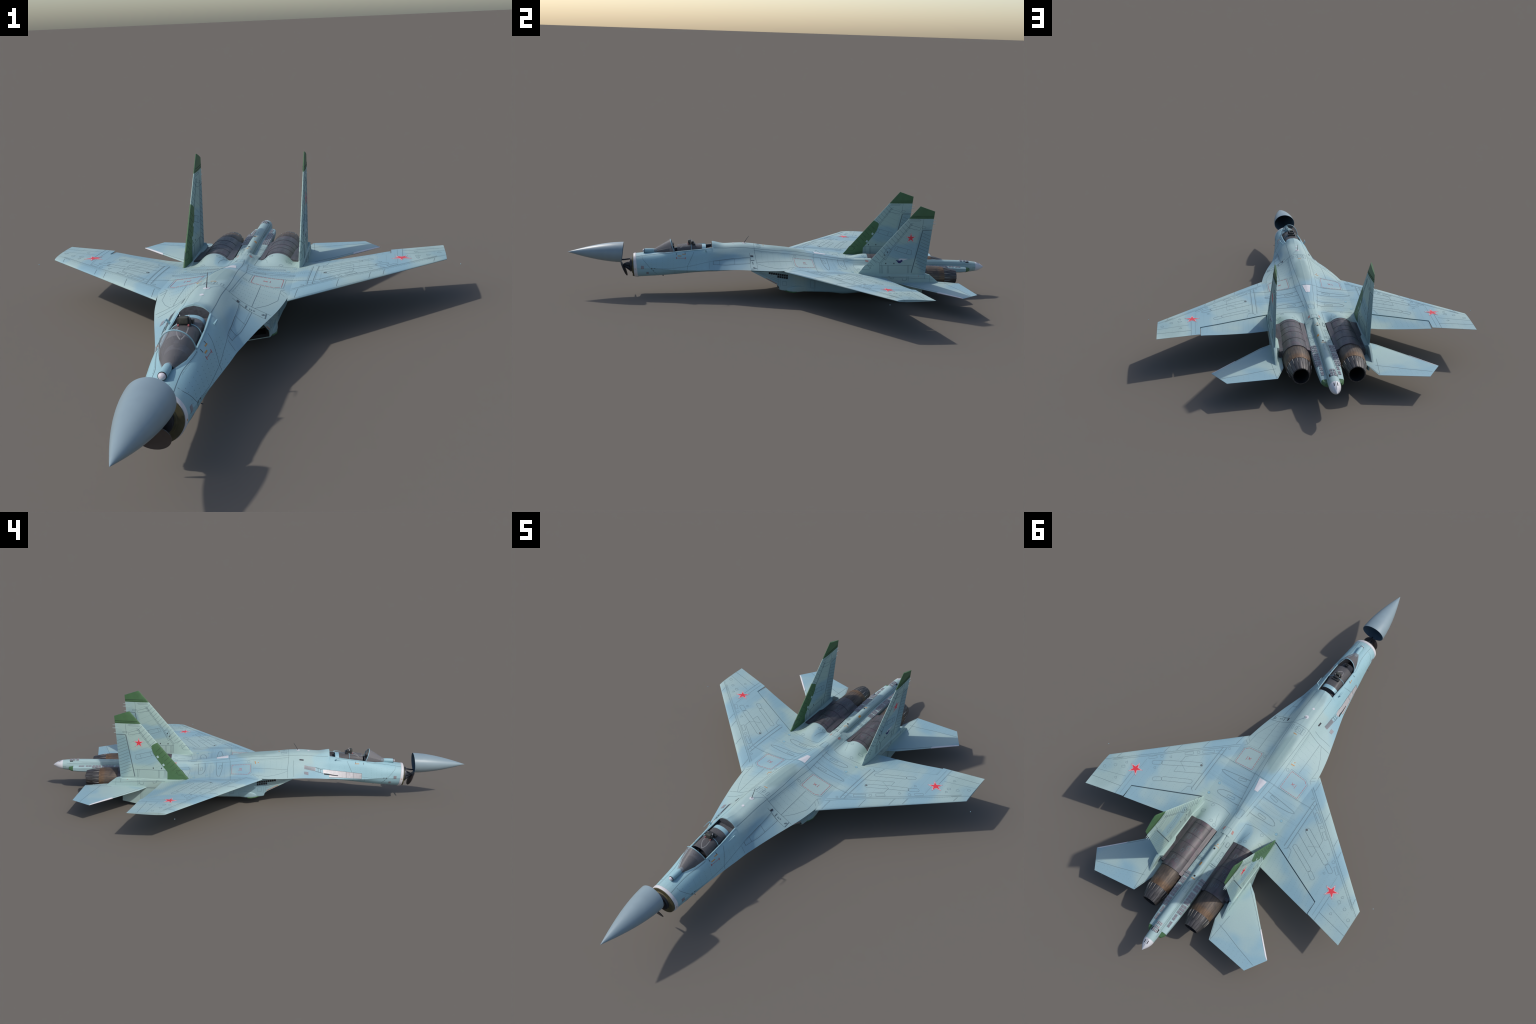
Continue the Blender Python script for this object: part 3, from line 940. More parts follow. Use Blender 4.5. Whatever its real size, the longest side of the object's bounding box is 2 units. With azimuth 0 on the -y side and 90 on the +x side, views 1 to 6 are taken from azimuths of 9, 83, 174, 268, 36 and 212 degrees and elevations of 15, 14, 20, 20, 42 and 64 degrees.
# harness loop
loopp = [(0.011, -0.446, 0.222), (0.0125, -0.456, 0.2215), (0.010, -0.468, 0.2150), (0.004, -0.476, 0.2090), (0, -0.479, 0.2070), (-0.004, -0.476, 0.2090), (-0.010, -0.468, 0.2150), (-0.0125, -0.456, 0.2215), (-0.011, -0.446, 0.222)]
M_STRAP = simple('harness_webbing', (0.62, 0.62, 0.58), 0.8)
add('harness_loop', *tube([(x, y, z + 0.0035) for x, y, z in catmull(loopp, 28)], 0.0016, 8), M_STRAP, SEAT)
# instrument hood and head-up sight
add('instrument_hood', *loft([arch(-0.5300, 0.0290, 0.180, 0.2080), arch(-0.5050, 0.0330, 0.180, 0.2100)], False), M_TUB, ROOT, angle=50)
SIGHT = pad(0.0005, -0.5160, 0.2150, 0.0120, 0.0150, 0.0110, 'gun_sight', M_SEAT, ROOT, 0.002)
add('sight_bracket', *merge([tube([(0.006, -0.514, 0.219), (0.012, -0.510, 0.231), (0.010, -0.512, 0.238)], 0.0010, 6),
                             tube([(-0.006, -0.514, 0.219), (-0.008, -0.512, 0.229)], 0.0010, 6)]), M_SEAT, SIGHT)

# ------------------------------------------------------------------ small fittings
# dorsal blade mast with pale base disc
add('mast_antenna', *tube([(0, -0.1830, 0.2340), (0, -0.1720, 0.2522), (0, -0.1605, 0.2692)], [0.0014, 0.0011, 0.0007], 8), M_DARK, ROOT)
# tiny specks that float just off the wing tips
for side in (1, -1):
    V, F = revolve_y([(0.3595, 0.0004), (0.3600, 0.0011), (0.3614, 0.0015), (0.3628, 0.0011), (0.3634, 0.0004)], 0.6673, 0.1413, 10, cap0=True, cap1=True)
    add('tip_speck', *sided((V, F), side), M_FRAME, ROOT)
# static dischargers: wing tips, stabilizers
wick = []
for side in (1, -1):
    for x in (0.575, 0.600, 0.622):
        y = wing_te(x)
        wick.append(tube([(side * x, y - 0.002, 0.1462), (side * x, y + 0.0085, 0.1464)], 0.00035, 5))
    for x in (0.300, 0.335, 0.369):
        y = stab_span(x)[1]
        wick.append(tube([(side * x, y - 0.002, STAB_Z), (side * x, y + 0.0085, STAB_Z)], 0.00035, 5))
W = add('static_wick', *merge(wick), M_LINE, ROOT)
W['kind'] = 'stuff'
# fin-tip antenna spikes
M_SPIKE = simple('pale_fairing', (0.32, 0.43, 0.42), 0.5)
for side in (1, -1):
    for z, l0, r, tail in ((0.3880, 0.022, 0.0013, 0.012), (0.3735, 0.030, 0.0019, 0.015), (0.3520, 0.022, 0.0013, 0.009)):
        ye = fin_te(z)
        sp = tube([(FIN_X, ye - l0, z), (FIN_X, ye - l0 * 0.7, z), (FIN_X, ye - 0.002, z), (FIN_X, ye + tail * 0.6, z), (FIN_X, ye + tail, z)], [0.0004, r, r * 0.9, r * 0.55, 0.0003], 8)
        o = add('fin_probe', *sided(sp, side), M_SPIKE, ROOT)
# air-data probes beside the cockpit (L-shaped) and nose
for side in (1, -1):
    arm = tube([(0.052 * side, -0.362, 0.2040), (0.0600 * side, -0.3640, 0.2155)], [0.0030, 0.0022], 8)
    tip = tube([(0.0600 * side, -0.362, 0.2155), (0.0600 * side, -0.374, 0.2158), (0.0598 * side, -0.398, 0.2150)], [0.0016, 0.0013, 0.0005], 8)
    add('air_data_probe', *merge([arm, tip]), M_FRAME, ROOT)
    vane = tube([(0.0655 * side, -0.6020, 0.118), (0.0700 * side, -0.6040, 0.1175)], 0.0011, 6)
    add('vane', *vane, M_DARK, ROOT)
add('belly_antenna', *box(0, -0.560, 0.0775, 0.003, 0.006, 0.006), M_DARK, ROOT)
# ------------------------------------------------------------------ surface detail laid on the skins
def bvh_of(*kinds):
    V, P = [], []
    for o in bpy.data.objects:
        if o.type == 'MESH' and o.name.split('.')[0] in kinds:
            off = len(V)
            V += [v.co.copy() for v in o.data.vertices]
            P += [[i + off for i in p.vertices] for p in o.data.polygons]
    return BVHTree.FromPolygons(V, P)

SKIN_TOP = bvh_of('fuselage', 'wing', 'leading_edge_flap', 'flaperon', 'stabilizer', 'tail_stinger', 'stinger_shelf',
                  'engine_shroud', 'engine_deck', 'stinger_cone')
SKIN_SIDE = bvh_of('fuselage', 'engine_nacelle', 'tail_boom', 'nose_frame', 'tail_stinger', 'stinger_shelf', 'ventral_fin')

def on_top(x, y):
    h = SKIN_TOP.ray_cast(Vector((x, y, 0.6)), Vector((0, 0, -1)))
    if h[0] is None:
        return None
    n = h[1] if h[1].z > 0 else -h[1]
    return h[0], n

def on_side(s):
    def f(y, z):
        h = SKIN_SIDE.ray_cast(Vector((0.6 * s, y, z)), Vector((-s, 0, 0)))
        if h[0] is None:
            return None
        n = h[1] if h[1].x * s > 0 else -h[1]
        return h[0], n
    return f

def on_fin(side, face):
    """Fin skin: side picks the fin, face +1 its outer and -1 its inner skin."""
    def f(y, z):
        x = side * (FIN_X + face * fin_skin(y, z))
        return Vector((x, y, z)), Vector((side * face, 0, 0))
    return f

def resample(pts, step):
    out = [Vector(pts[0])]
    for a, b in zip(pts[:-1], pts[1:]):
        a, b = Vector(a), Vector(b)
        n = max(1, int((b - a).length / step))
        out += [a.lerp(b, k / n) for k in range(1, n + 1)]
    return out

class Strips:
    """Collects many thin raised strips or dots into one mesh."""
    def __init__(self):
        self.V, self.F = [], []
    def strip(self, hits, w, lift):
        hits = [h for h in hits if h is not None]
        if len(hits) < 2:
            return
        base = len(self.V)
        for i, (p, n) in enumerate(hits):
            t = hits[min(i + 1, len(hits) - 1)][0] - hits[max(i - 1, 0)][0]
            s = n.cross(t)
            s = s.normalized() * (w / 2) if s.length > 1e-9 else Vector((w / 2, 0, 0))
            self.V += [p - s * 1.25 - n * 0.0003, p - s + n * lift, p + s + n * lift, p + s * 1.25 - n * 0.0003]
        for i in range(len(hits) - 1):
            a = base + 4 * i
            self.F += [(a, a + 1, a + 5, a + 4), (a + 1, a + 2, a + 6, a + 5), (a + 2, a + 3, a + 7, a + 6)]
    def line(self, surf, pts, w=0.0010, lift=0.00035, step=0.006):
        self.strip([surf(*q[:2]) for q in resample([(*p, 0) for p in pts], step)], w, lift)
    def dots(self, surf, pts, w=0.0011, pitch=0.0052, length=0.0014, lift=0.00035):
        P = resample([(*p, 0) for p in pts], pitch)
        for a, b in zip(P[:-1], P[1:]):
            d = (b - a).normalized() * length
            self.strip([surf(*a[:2]), surf(*(a + d)[:2])], w, lift)
    def build(self, name, mat, parent=None, **kw):
        o = add(name, self.V, self.F, mat, parent or ROOT, fix=False)
        o['kind'] = 'stuff'
        return o

def mirrored(surf_top):
    return lambda x, y: surf_top(-x, y)

def patch(surf, corners, mat, name, lift=0.0006, n=6, parent=None):
    """Thin painted or riveted plate: a bilinear grid laid on a skin."""
    a, b, c, d = [Vector((*p, 0)) for p in corners]
    top, ok = [], True
    for i in range(n + 1):
        for j in range(n + 1):
            q = a.lerp(b, i / n).lerp(d.lerp(c, i / n), j / n)
            h = surf(q.x, q.y)
            if h is None:
                return None
            top.append((h[0], h[1]))
    V = [p + m * lift for p, m in top] + [p - m * 0.0006 for p, m in top]
    k = n + 1
    F = [(i * k + j, i * k + j + 1, (i + 1) * k + j + 1, (i + 1) * k + j) for i in range(n) for j in range(n)]
    rim = [j for j in range(k)] + [i * k + n for i in range(1, k)] + [n * k + j for j in range(n - 1, -1, -1)] + [i * k for i in range(n - 1, 0, -1)]
    o = k * k
    F += [(rim[i], rim[(i + 1) % len(rim)], rim[(i + 1) % len(rim)] + o, rim[i] + o) for i in range(len(rim))]
    return add(name, V, F, mat, parent or ROOT, angle=40)

def disc(surf, x, y, r, mat, name, lift=0.0006, n=20, ry=None, parent=None, pts=None):
    if pts is None:
        pts = [(x + r * math.cos(2 * math.pi * k / n), y + (ry or r) * math.sin(2 * math.pi * k / n)) for k in range(n)]
    hs = [surf(*p) for p in pts]
    c = surf(x, y)
    if c is None or any(h is None for h in hs):
        return None
    V = [c[0] + c[1] * lift] + [p + m * lift for p, m in hs] + [p - m * 0.0005 for p, m in hs]
    k = len(pts)
    F = [(0, 1 + i, 1 + (i + 1) % k) for i in range(k)] + [(1 + i, 1 + k + i, 1 + k + (i + 1) % k, 1 + (i + 1) % k) for i in range(k)]
    return add(name, V, F, mat, parent or ROOT, angle=30)

def star_points(cx, cy, R, up=(0, 1), ratio=0.382):
    a0 = math.atan2(up[1], up[0])
    return [(cx + (R if k % 2 == 0 else R * ratio) * math.cos(a0 + math.pi * k / 5),
             cy + (R if k % 2 == 0 else R * ratio) * math.sin(a0 + math.pi * k / 5)) for k in range(10)]

def star(surf, cx, cy, R, up):
    outer = disc(surf, cx, cy, R, M_RED, 'star_insignia', 0.0005, pts=star_points(cx, cy, R, up))
    disc(surf, cx, cy, R, M_WHITE, 'star_border', 0.0009, pts=star_points(cx, cy, R * 0.93, up), parent=outer)
    disc(surf, cx, cy, R, M_RED, 'star_field', 0.0013, pts=star_points(cx, cy, R * 0.76, up), parent=outer)

def capsule(a, b, r, n=8):
    a, b = Vector(a), Vector(b)
    d = (b - a).normalized()
    s = Vector((-d.y, d.x))
    pts = []
    for k in range(n + 1):
        t = -math.pi / 2 + math.pi * k / n
        pts.append(b + d * (r * math.cos(t)) + s * (r * math.sin(t)))
    for k in range(n + 1):
        t = math.pi / 2 + math.pi * k / n
        pts.append(a + d * (r * math.cos(t)) + s * (r * math.sin(t)))
    pts.append(pts[0])
    return [(p.x, p.y) for p in pts]

def circle(x, y, r, n=16):
    return [(x + r * math.cos(2 * math.pi * k / n), y + r * math.sin(2 * math.pi * k / n)) for k in range(n + 1)]

def rect(a, b, w):
    """Rectangle around the axis a-b, w wide."""
    a, b = Vector(a), Vector(b)
    d = (b - a).normalized()
    s = Vector((-d.y, d.x)) * (w / 2)
    return [tuple(p) for p in (a - s, b - s, b + s, a + s, a - s)]

M_LINE2 = simple('faint_seam', (0.140, 0.205, 0.222), 0.8)
M_CYAN = simple('fresh_cyan_touch_up', (0.215, 0.390, 0.450), 0.5, noise=0.12, scale=200)
hard, soft, riv, red = Strips(), Strips(), Strips(), Strips()

# ---- upper surfaces, same layout left and right
for sgn in (1, -1):
    S = on_top if sgn > 0 else mirrored(on_top)
    L = lambda pts, w=0.0010: hard.line(S, pts, w)
    Q = lambda pts, w=0.0009: soft.line(S, pts, w)
    D = lambda pts, p=0.0052: riv.dots(S, pts, pitch=p)
    # spine and centre section
    L([(.0385, -.326), (.0395, -.20), (.0400, -.14)])
    L([(.0400, -.14), (.0372, -.02), (.0320, .07), (.0266, .146), (.0213, .231), (.0125, .334)], 0.0009)
    Q([(.0480, -.139), (.0490, .02), (.0483, .142)])
    L([(.0483, .142), (.0375, .23), (.0266, .317)], 0.0009)
    L([(0, -.137), (.045, -.1375), (.076, -.1335), (.110, -.130), (.1513, -.1286)])
    L([(.060, -.160), (.084, -.1575), (.110, -.160), (.1374, -.1587)], 0.0009)
    L([(.1035, -.132), (.1045, -.05), (.1041, .036)])
    Q([(.1105, -.1306), (.137, -.084), (.1585, -.0316), (.1594, .035), (.170, .046)])
    Q([(.1594, .035), (.1780, .020)])
    Q([(.1594, .018), (.1720, .005)])
    L([(0, .148), (.0266, .146), (.0483, .142)], 0.0009)
    L([(.0483, .142), (.10, .1405), (.16, .1385), (.2227, .137), (.237, .141)], 0.0009)
    D([(.0483, .146), (.16, .1425), (.2227, .141)])
    D([(.034, .2355), (.12, .2385), (.2254, .2365)], 0.004)
    D([(.034, .2295), (.12, .2325), (.2254, .2305)], 0.006)
    for k in range(6):
        y = lerp(-0.105, 0.030, k / 5)
        D([(.053, y), (.100, y + 0.002)], 0.006)
        D([(.108, y + 0.002), (lerp(.125, .157, k / 5), y + 0.004)], 0.006)
    for y in (.165, .218, .252, .305, .322):
        D([(.045, y), (.12, y + 0.003), (.215, y + 0.001)], 0.0065)
    D([(.052, -.12), (.055, .03)], 0.005)
    # red-edged access panel: dashed red border, riveted surround
    pan = [(.0757, .0466), (.1405, .0472), (.1581, .060), (.1567, .1341), (.0729, .1333), (.0757, .0466)]
    for a, b in zip(pan[:-1], pan[1:]):
        P = resample([(*a, 0), (*b, 0)], 0.011)
        for p, q in zip(P[:-1], P[1:]):
            red.line(S, [tuple(p[:2]), tuple(p.lerp(q, 0.80)[:2])], 0.0014, 0.0005)
    big = [(.0700, .0405), (.1430, .0412), (.1640, .057), (.1630, .1395), (.0670, .1390), (.0700, .0405)]
    D(big, 0.0036)
    Q(big, 0.0007)
    cx, cy = .110, .092
    red.line(S, [(cx - .006, cy - .006), (cx + .006, cy + .006)], 0.0016, 0.0005)
    red.line(S, [(cx - .006, cy + .006), (cx + .006, cy - .006)], 0.0016, 0.0005)
    red.line(S, [(cx + .0130, cy - .007), (cx + .0130, cy + .012)], 0.0012, 0.0005)
    # bulged rib covers and their hatches
    for pts, h0, h1 in (([(.0432, .178), (.085, .1785), (.123, .182), (.160, .1865), (.178, .1895), (.1840, .1937), (.178, .1985), (.160, .203), (.124, .2056), (.085, .2075), (.0374, .2088)], (.063, .1865), (.097, .1925)),
                        ([(.0286, .2634), (.06, .261), (.0935, .2601), (.125, .266), (.140, .274), (.1457, .2822), (.138, .289), (.12, .2915), (.0949, .2906), (.06, .293), (.0256, .2944)], (.061, .2775), (.096, .280))):
        L(pts, 0.0009)
        D([(x, y + 0.0018) for x, y in pts], 0.004)
        L(rect(h0, h1, 0.0105), 0.0010)
    # wing fold strip: double seam
    L([(.2252, .0998), (.2262, .334)], 0.0014)
    L([(.2395, .1047), (.2425, .338)], 0.0014)
    Q([(.2252, .118), (.2395, .122)])
    for x0 in (.2215, .2440):
        D([(x0, .105), (x0 + .001, .333)], 0.005)
    # nacelle fairing edge
    D([(.0407, .3415), (.070, .333), (.1036, .3319), (.1512, .3388), (.1696, .3415)], 0.0036)
    L([(.0407, .3415), (.070, .333), (.1036, .3319), (.1512, .3388), (.1696, .3415)], 0.0008)
    L([(.0407, .3415), (.0407, .43)], 0.0009)
    Q([(.078, .365), (.075, .385), (.066, .41)])
    Q(rect((.135, .385), (.152, .390), .011))
    Q(circle(.1236, .3462, .0065))
    Q(circle(.085, .412, .006))
    Q(circle(.066, .420, .006))
    # wing panels
    L([(.2454, .2565), (.349, .316)], 0.0009)
    Q([(.349, .316), (.349, .283)])
    L([(.2438, .144), (.3484, .2315), (.350, .2633)], 0.0009)
    Q([(.310, .287), (.352, .2633)])
    L(capsule((.2725, .2275), (.408, .306), .0105), 0.0009)
    L(capsule((.4225, .314), (.444, .3275), .0095), 0.0009)
    L(capsule((.266, .3135), (.366, .367), .0090), 0.0009)
    L(capsule((.379, .376), (.398, .389), .0085), 0.0009)
    L(rect((.2600, .1425), (.2990, .1735), .0125), 0.0009)
    L(rect((.3300, .1990), (.3580, .2225), .0125), 0.0009)
    L([(.2438, .126), (.258, .135)], 0.0008)
    for x, y, r in ((.3132, .1847, .0062), (.2129, .0957, .0045), (.0582, .0538, .0060), (.4338, .2864, .0060), (.5749, .429, .0062), (.6097, .4592, .0062)):
        Q(circle(x, y, r), 0.0010)
    for x, y in ((.171, .3093), (.1571, .2509)):
        Q(circle(x, y, .0056), 0.0010)
    Q(rect((.5365, .4120), (.5475, .4200), .0105), 0.0010)
    for x, y in ((.5376, .473), (.5418, .3916), (.3997, .2666), (.427, .345)):
        Q([(x - .005, y + .003), (x, y - .0055), (x + .0055, y + .0030), (x + .002, y + .0055), (x - .002, y + .0055), (x - .005, y + .003)], 0.0011)
    L([(.4966, .415), (.4966, .532)], 0.0009)
    L([(.4966, .4933), (.6280, .5215)], 0.0010)
    Q([(.505, .446), (.6280, .4855)])
    Q([(.4800, .33), (.4800, .52)], 0.0007)
    L([(x, slat_line(x) + .0105) for x in (.185, .30, .45, .60)], 0.0008)
    riv.dots(S, [(x, slat_line(x) + .0055) for x in (.19, .30, .45, .625)], pitch=0.0045)
    riv.dots(S, [(x, slat_line(x) - .006) for x in (.37, .45, .60)], pitch=0.010)
    L([(.5700, .3825), (.6000, .4100)], 0.0008)
    for x in (.199, .3069, .3956, .4357, .588):
        L([(x, wing_le(x) + .004), (x + .004, slat_line(x) - .002)], 0.0011)
    L(rect((.4500, .300), (.4760, .3235), .0110), 0.0008)
    for k in range(13):
        x = .204 + .0208 * k
        riv.dots(S, [(x, flap_hinge(x) + .012), (x + .004, wing_te(x) - .010)], pitch=0.0085)
    for k in range(9):
        x = .258 + .027 * k
        riv.dots(S, [(x, wing_le(x) + .085), (x - .002, flap_hinge(min(x, .46)) - .012)], pitch=0.0085)
    for x in (.52, .545, .57, .595):
        riv.dots(S, [(x, wing_le(x) + .06), (x, wing_te(x) - .012)], pitch=0.011)
    L([(.232, .3445), (.248, .3300), (.262, .3360), (.270, .3700)], 0.0008)
    # stabilizer
    L([(.1870, .7420), (.225, .7520), (.300, .7770), (.395, .8040)], 0.0010)
    L([(.2010, .6900), (.1900, .8130)], 0.0009)
    L([(.1625, .7380), (.1880, .8080)], 0.0008)
    for k in range(9):
        x = .212 + .0195 * k
        riv.dots(S, [(x, lerp(.760, .806, k / 8)), (x + .003, stab_span(x)[1] - .006)], pitch=0.0105)
    L([(x, stab_span(x)[0] + .009) for x in (.20, .28, .335)], 0.0008)
    # stinger
    L([(.0158, .46), (.0158, .90)], 0.0008)
    riv.dots(S, [(.0178, .68), (.0178, .86)], pitch=0.004, w=0.0016)
    for yc, xc in ((.460, .0320), (.505, .0330), (.533, .0335), (.565, .0325), (.600, .0340)):
        Q(rect((xc, yc - .0095), (xc, yc + .0095), .0105), 0.0009)
    # engine shroud hatches
    for xc, yc, w, l in ((.118, .487, .014, .018), (.092, .487, .012, .016), (.118, .520, .014, .018), (.090, .565, .013, .015), (.105, .585, .010, .014), (.120, .625, .012, .012), (.098, .632, .012, .014), (.080, .640, .009, .014)):
        hard.line(S, rect((xc, yc - l / 2), (xc, yc + l / 2), w), 0.0011)

# odd ones on one side only
Q2 = lambda pts, w=0.0009: soft.line(on_top, pts, w)
Q2(rect((-.024, -.1285), (-.024, -.1020), .012)); Q2(rect((-.006, -.1290), (-.006, -.1010), .0275))
Q2(circle(-.006, -.115, .0060)); Q2(rect((.0100, -.124), (.0100, -.108), .008)); Q2(rect((.0270, -.127), (.0270, -.106), .007))
Q2(rect((.0, .305), (.0, .345), .022)); Q2(rect((0, .400), (0, .478), .021), 0.0011)
for yc in (.6135, .684, .7162):
    Q2(rect((-.004, yc - .008), (-.004, yc + .008), .0125))

# ---- fuselage flanks
for s in (1, -1):
    S = on_side(s)
    L = lambda pts, w=0.0010: hard.line(S, pts, w)
    Q = lambda pts, w=0.0009: soft.line(S, pts, w)
    L([(-.6590, .1835), (-.6538, .1670), (-.6271, .1372), (-.600, .1085), (-.5898, .0998)])
    L([(-.6838, .1748), (-.6573, .1785), (-.6026, .1855), (-.5600, .1910), (-.512, .1975)])
    riv.dots(S, [(-.606, .1835), (-.5600, .1895), (-.512, .1960)], pitch=0.0055, w=0.0014)
    Q([(-.5959, .1272), (-.5334, .1269), (-.4398, .1410), (-.3522, .1623), (-.2988, .1714), (-.235, .180)])
    L([(-.4177, .2030), (-.4476, .1422), (-.4502, .1100)])
    Q([(-.5053, .1285), (-.5053, .1000)])
    Q([(-.3476, .1596), (-.3479, .1332)])
    for k in range(11):
        y = -.640 + .026 * k
        riv.dots(S, [(y, .168 + .0012 * k), (y - .002, .112 + .001 * k)], pitch=0.0075, w=0.0009)
    if s > 0:
        pl = [(-.3293, .1664), (-.2994, .1702), (-.2309, .1793), (-.1585, .1859)]
        pb = [(-.3296, .1517), (-.2700, .1530), (-.2000, .1600), (-.1608, .1631)]
        L(pl); L(pb); L([pl[0], pb[0]], 0.0013); L([pl[-1], pb[-1]])
        L([(-.2309, .1793), (-.2330, .1565)], 0.0008); L([(-.2994, .1702), (-.300, .1520)], 0.0008)
        riv.dots(S, [(y, z - .003) for y, z in pl], pitch=0.005, w=0.0013)
        riv.dots(S, [(y, z + .003) for y, z in pb], pitch=0.005, w=0.0013)
    # nacelle wall
    Q([(-.0293, .1038), (-.0278, .0640)]); Q([(-.0210, .1000), (-.0190, .0600)])
    Q([(-.0102, .0864), (.0080, .0855), (.0091, .0657), (-.0095, .0660), (-.0102, .0864)], 0.0011)
    for d in (.006, .011, .016):
        Q([(-.135 + d * 1.2, .1280), (-.030, .0735 + d * 1.9)])
    L([(.1199, .0929), (.1385, .0925), (.1394, .0549), (.1215, .0552), (.1199, .0929)]); Q([(.1450, .0934), (.1412, .042)])
    for k in range(16):
        y = .03 + .021 * k
        riv.dots(S, [(y, .110), (y, .050)], pitch=0.008, w=0.0009)
    # tail boom and strake
    L([(.4417, .1226), (.560, .1185), (.6483, .1135), (.690, .1120)])
    L([(.5621, .136), (.5643, .105)]); Q([(.570, .136), (.570, .100)]); L([(.6471, .1360), (.6483, .1135)]); Q([(.6695, .1307), (.672, .100)])
    L([(.4729, .1246), (.482, .1250), (.483, .1150), (.4973, .1127), (.4990, .1200)], 0.0014)
    L([(.5405, .1160), (.5430, .1060), (.5525, .1035), (.5600, .1080), (.5600, .1150)], 0.0014)
    L([(.440, .0905), (.640, .0870)], 0.0012)
    L([(.5560, .085), (.5560, .010)]); L([(.5500, .085), (.5500, .012)], 0.0008)
    red.line(S, [(.6160, .1270), (.6185, .1270)], 0.0025, 0.0006)
    # stinger flank
    L([(.70, .1385), (.93, .1365)], 0.0007)
    riv.dots(S, [(.72, .1350), (.92, .1345)], pitch=0.005, w=0.0015)
    L([(.935, .112), (.935, .121), (.949, .121)], 0.0010)

# ---- fins
for side in (1, -1):
    for face in (1, -1):
        S = on_fin(side, face)
        L = lambda pts, w=0.0010: hard.line(S, pts, w, step=0.005)
        Q = lambda pts, w=0.0009: hard.line(S, pts, w, step=0.004)
        L([(.5689, .3774), (.4305, .1889), (.4305, .1394)], 0.0011)
        L([(.5750, .3774), (.4370, .1889), (.4370, .1394)], 0.0008)
        L([(.3902, .2080), (.4290, .1889)], 0.0008)
        L([(.4312, .177), (.582, .178)])
        for y in (.4404, .4455, .4664, .4720, .5626, .5690):
            Q([(y, .177), (y + .002, .1395)])
        Q([(.365, .1777), (.3934, .177), (.3819, .1564), (.349, .1563), (.365, .1777)])
        for k in range(16):
            z = .180 + .0138 * k
            y = fin_le(z) + .002
            e = min(.0235, .020 + .0003 * k)
            Q([(y, z), (y + e, z - e * .95)], 0.0010)
        L([(.4403, .2165), (.4608, .2598), (.4827, .2521), (.4568, .2028), (.4403, .2165)])
        for yy, zz in ((.4621, .2402), (.4513, .2264), (.4587, .1866), (.497, .1867)):
            patch(S, [(yy - .0020, zz - .0030), (yy + .0020, zz - .0030), (yy + .0020, zz + .0030), (yy - .0020, zz + .0030)], M_DARK, 'dark_plate', 0.0005, 1)  # small dark squares laid on the skin, no opening cut
        L([(.5598, .3696), (.6116, .3544), (.6086, .3427), (.5571, .3541), (.5598, .3696)], 0.0009)
        L([(.503, .2679), (.5767, .2486), (.5781, .2308), (.5725, .2269), (.4926, .2502), (.503, .2679)], 0.0009)
        L([(.5588, .2524), (.5524, .2327)], 0.0009); L([(.5130, .2655), (.5040, .2475)], 0.0009)
        for k in range(10):
            z0 = .205 + .0215 * k
            y0 = .4305 + (z0 - .1889) * .734 + .008
            pts = []
            for j in range(12):
                y = y0 + .0125 * j
                z = z0 - .465 * (y - y0)
                if y < rudder_line(z) - .006 and z > .182:
                    pts.append((y, z))
            if len(pts) > 1:
                riv.dots(S, [pts[0], pts[-1]], pitch=0.0048, w=0.0012)
        for k in range(13):
            z0 = .160 + .0142 * k
            y0 = rudder_line(z0) + .003
            y1 = fin_te(z0 - .02) - .001
            z1 = z0 - .436 * (y1 - y0)
            if z1 > .1405:
                Q([(y0, z0), (y1, z1)], 0.0010)
        L([(rudder_line(.142) - .0025, .142), (rudder_line(.344) - .0025, .344)], 0.0026)
        L([(rudder_line(.344) - .002, .3440), (fin_te(.344), .3440)], 0.0018)
        Q([(.6195, .346), (.6235, .396)])
        L(capsule((.6195, .3566), (.6330, .3566), .0035), 0.0009)
        L([(fin_le(.3925) + .010, .3925), (.6100, .3925), (.6060, .3870), (fin_le(.387) + .012, .3870)], 0.0009)
# ribbed green band down the leading edge of the right-hand fin
band = lambda z: pchip([.110, .1716, .1866, .2937, .3096], [.4312, .4314, .4450, .5054, fin_le(.3096) + .0012], z)
_fs = fin_skin
def fin_skin(y, z):
    return _fs(y, z) + 0.0007
BAND = add('fin_leading_edge', *mirror(fin_piece(list(np.linspace(.1335, .2937, 14)) + [.300, .3055, .3096], lambda z: fin_le(z) - .0006, band, 14, True)), M_GREEN, ROOT, angle=40)
dark = Strips()
M_GREENLINE = simple('green_seam', (0.022, 0.050, 0.022), 0.8)
for face in (1, -1):
    S = on_fin(-1, face)
    for k in range(8):
        z = .182 + .0150 * k
        y = fin_le(z) + .002
        dark.line(S, [(y, z), (min(y + .022, band(z - .02) - .002), z - .020)], 0.0010, step=0.004)
    dark.line(S, [(.365, .1777), (.3934, .177), (.3819, .1564), (.349, .1563), (.365, .1777)], 0.0010, step=0.004)
    for yy, zz in ((.4759, .2425), (.4492, .2041)):
        patch(S, [(yy - .006, zz - .002), (yy + .001, zz - .007), (yy + .007, zz + .001), (yy + .000, zz + .007)], M_SPIKE, 'band_clip', 0.0007, 1)
    for side in (1, -1):
        S = on_fin(side, face)
        dark.line(S, [(fin_le(.4095) + .004, .4095), (fin_te(.4095) - .001, .4095)], 0.0010, lift=0.0006, step=0.02)
        dark.line(S, [(fin_le(.402) + .004, .4020), (fin_te(.402) - .001, .4020)], 0.0007, lift=0.0006, step=0.02)
dark.build('green_seam', M_GREENLINE)
fin_skin = _fs

hard.build('panel_line', M_LINE)
soft.build('faint_panel_line', M_LINE2)
riv.build('rivet_row', M_LINE2)
red.build('red_stencil_line', M_REDDIM)

# ---- insignia
star(on_top, .4925, .3960, .0325, (0, -1))
star(on_top, -.4925, .3960, .0325, (0, -1))
star(on_fin(1, 1), .5685, .3070, .0250, (0, 1))
star(on_fin(-1, 1), .5633, .3070, .0250, (0, 1))
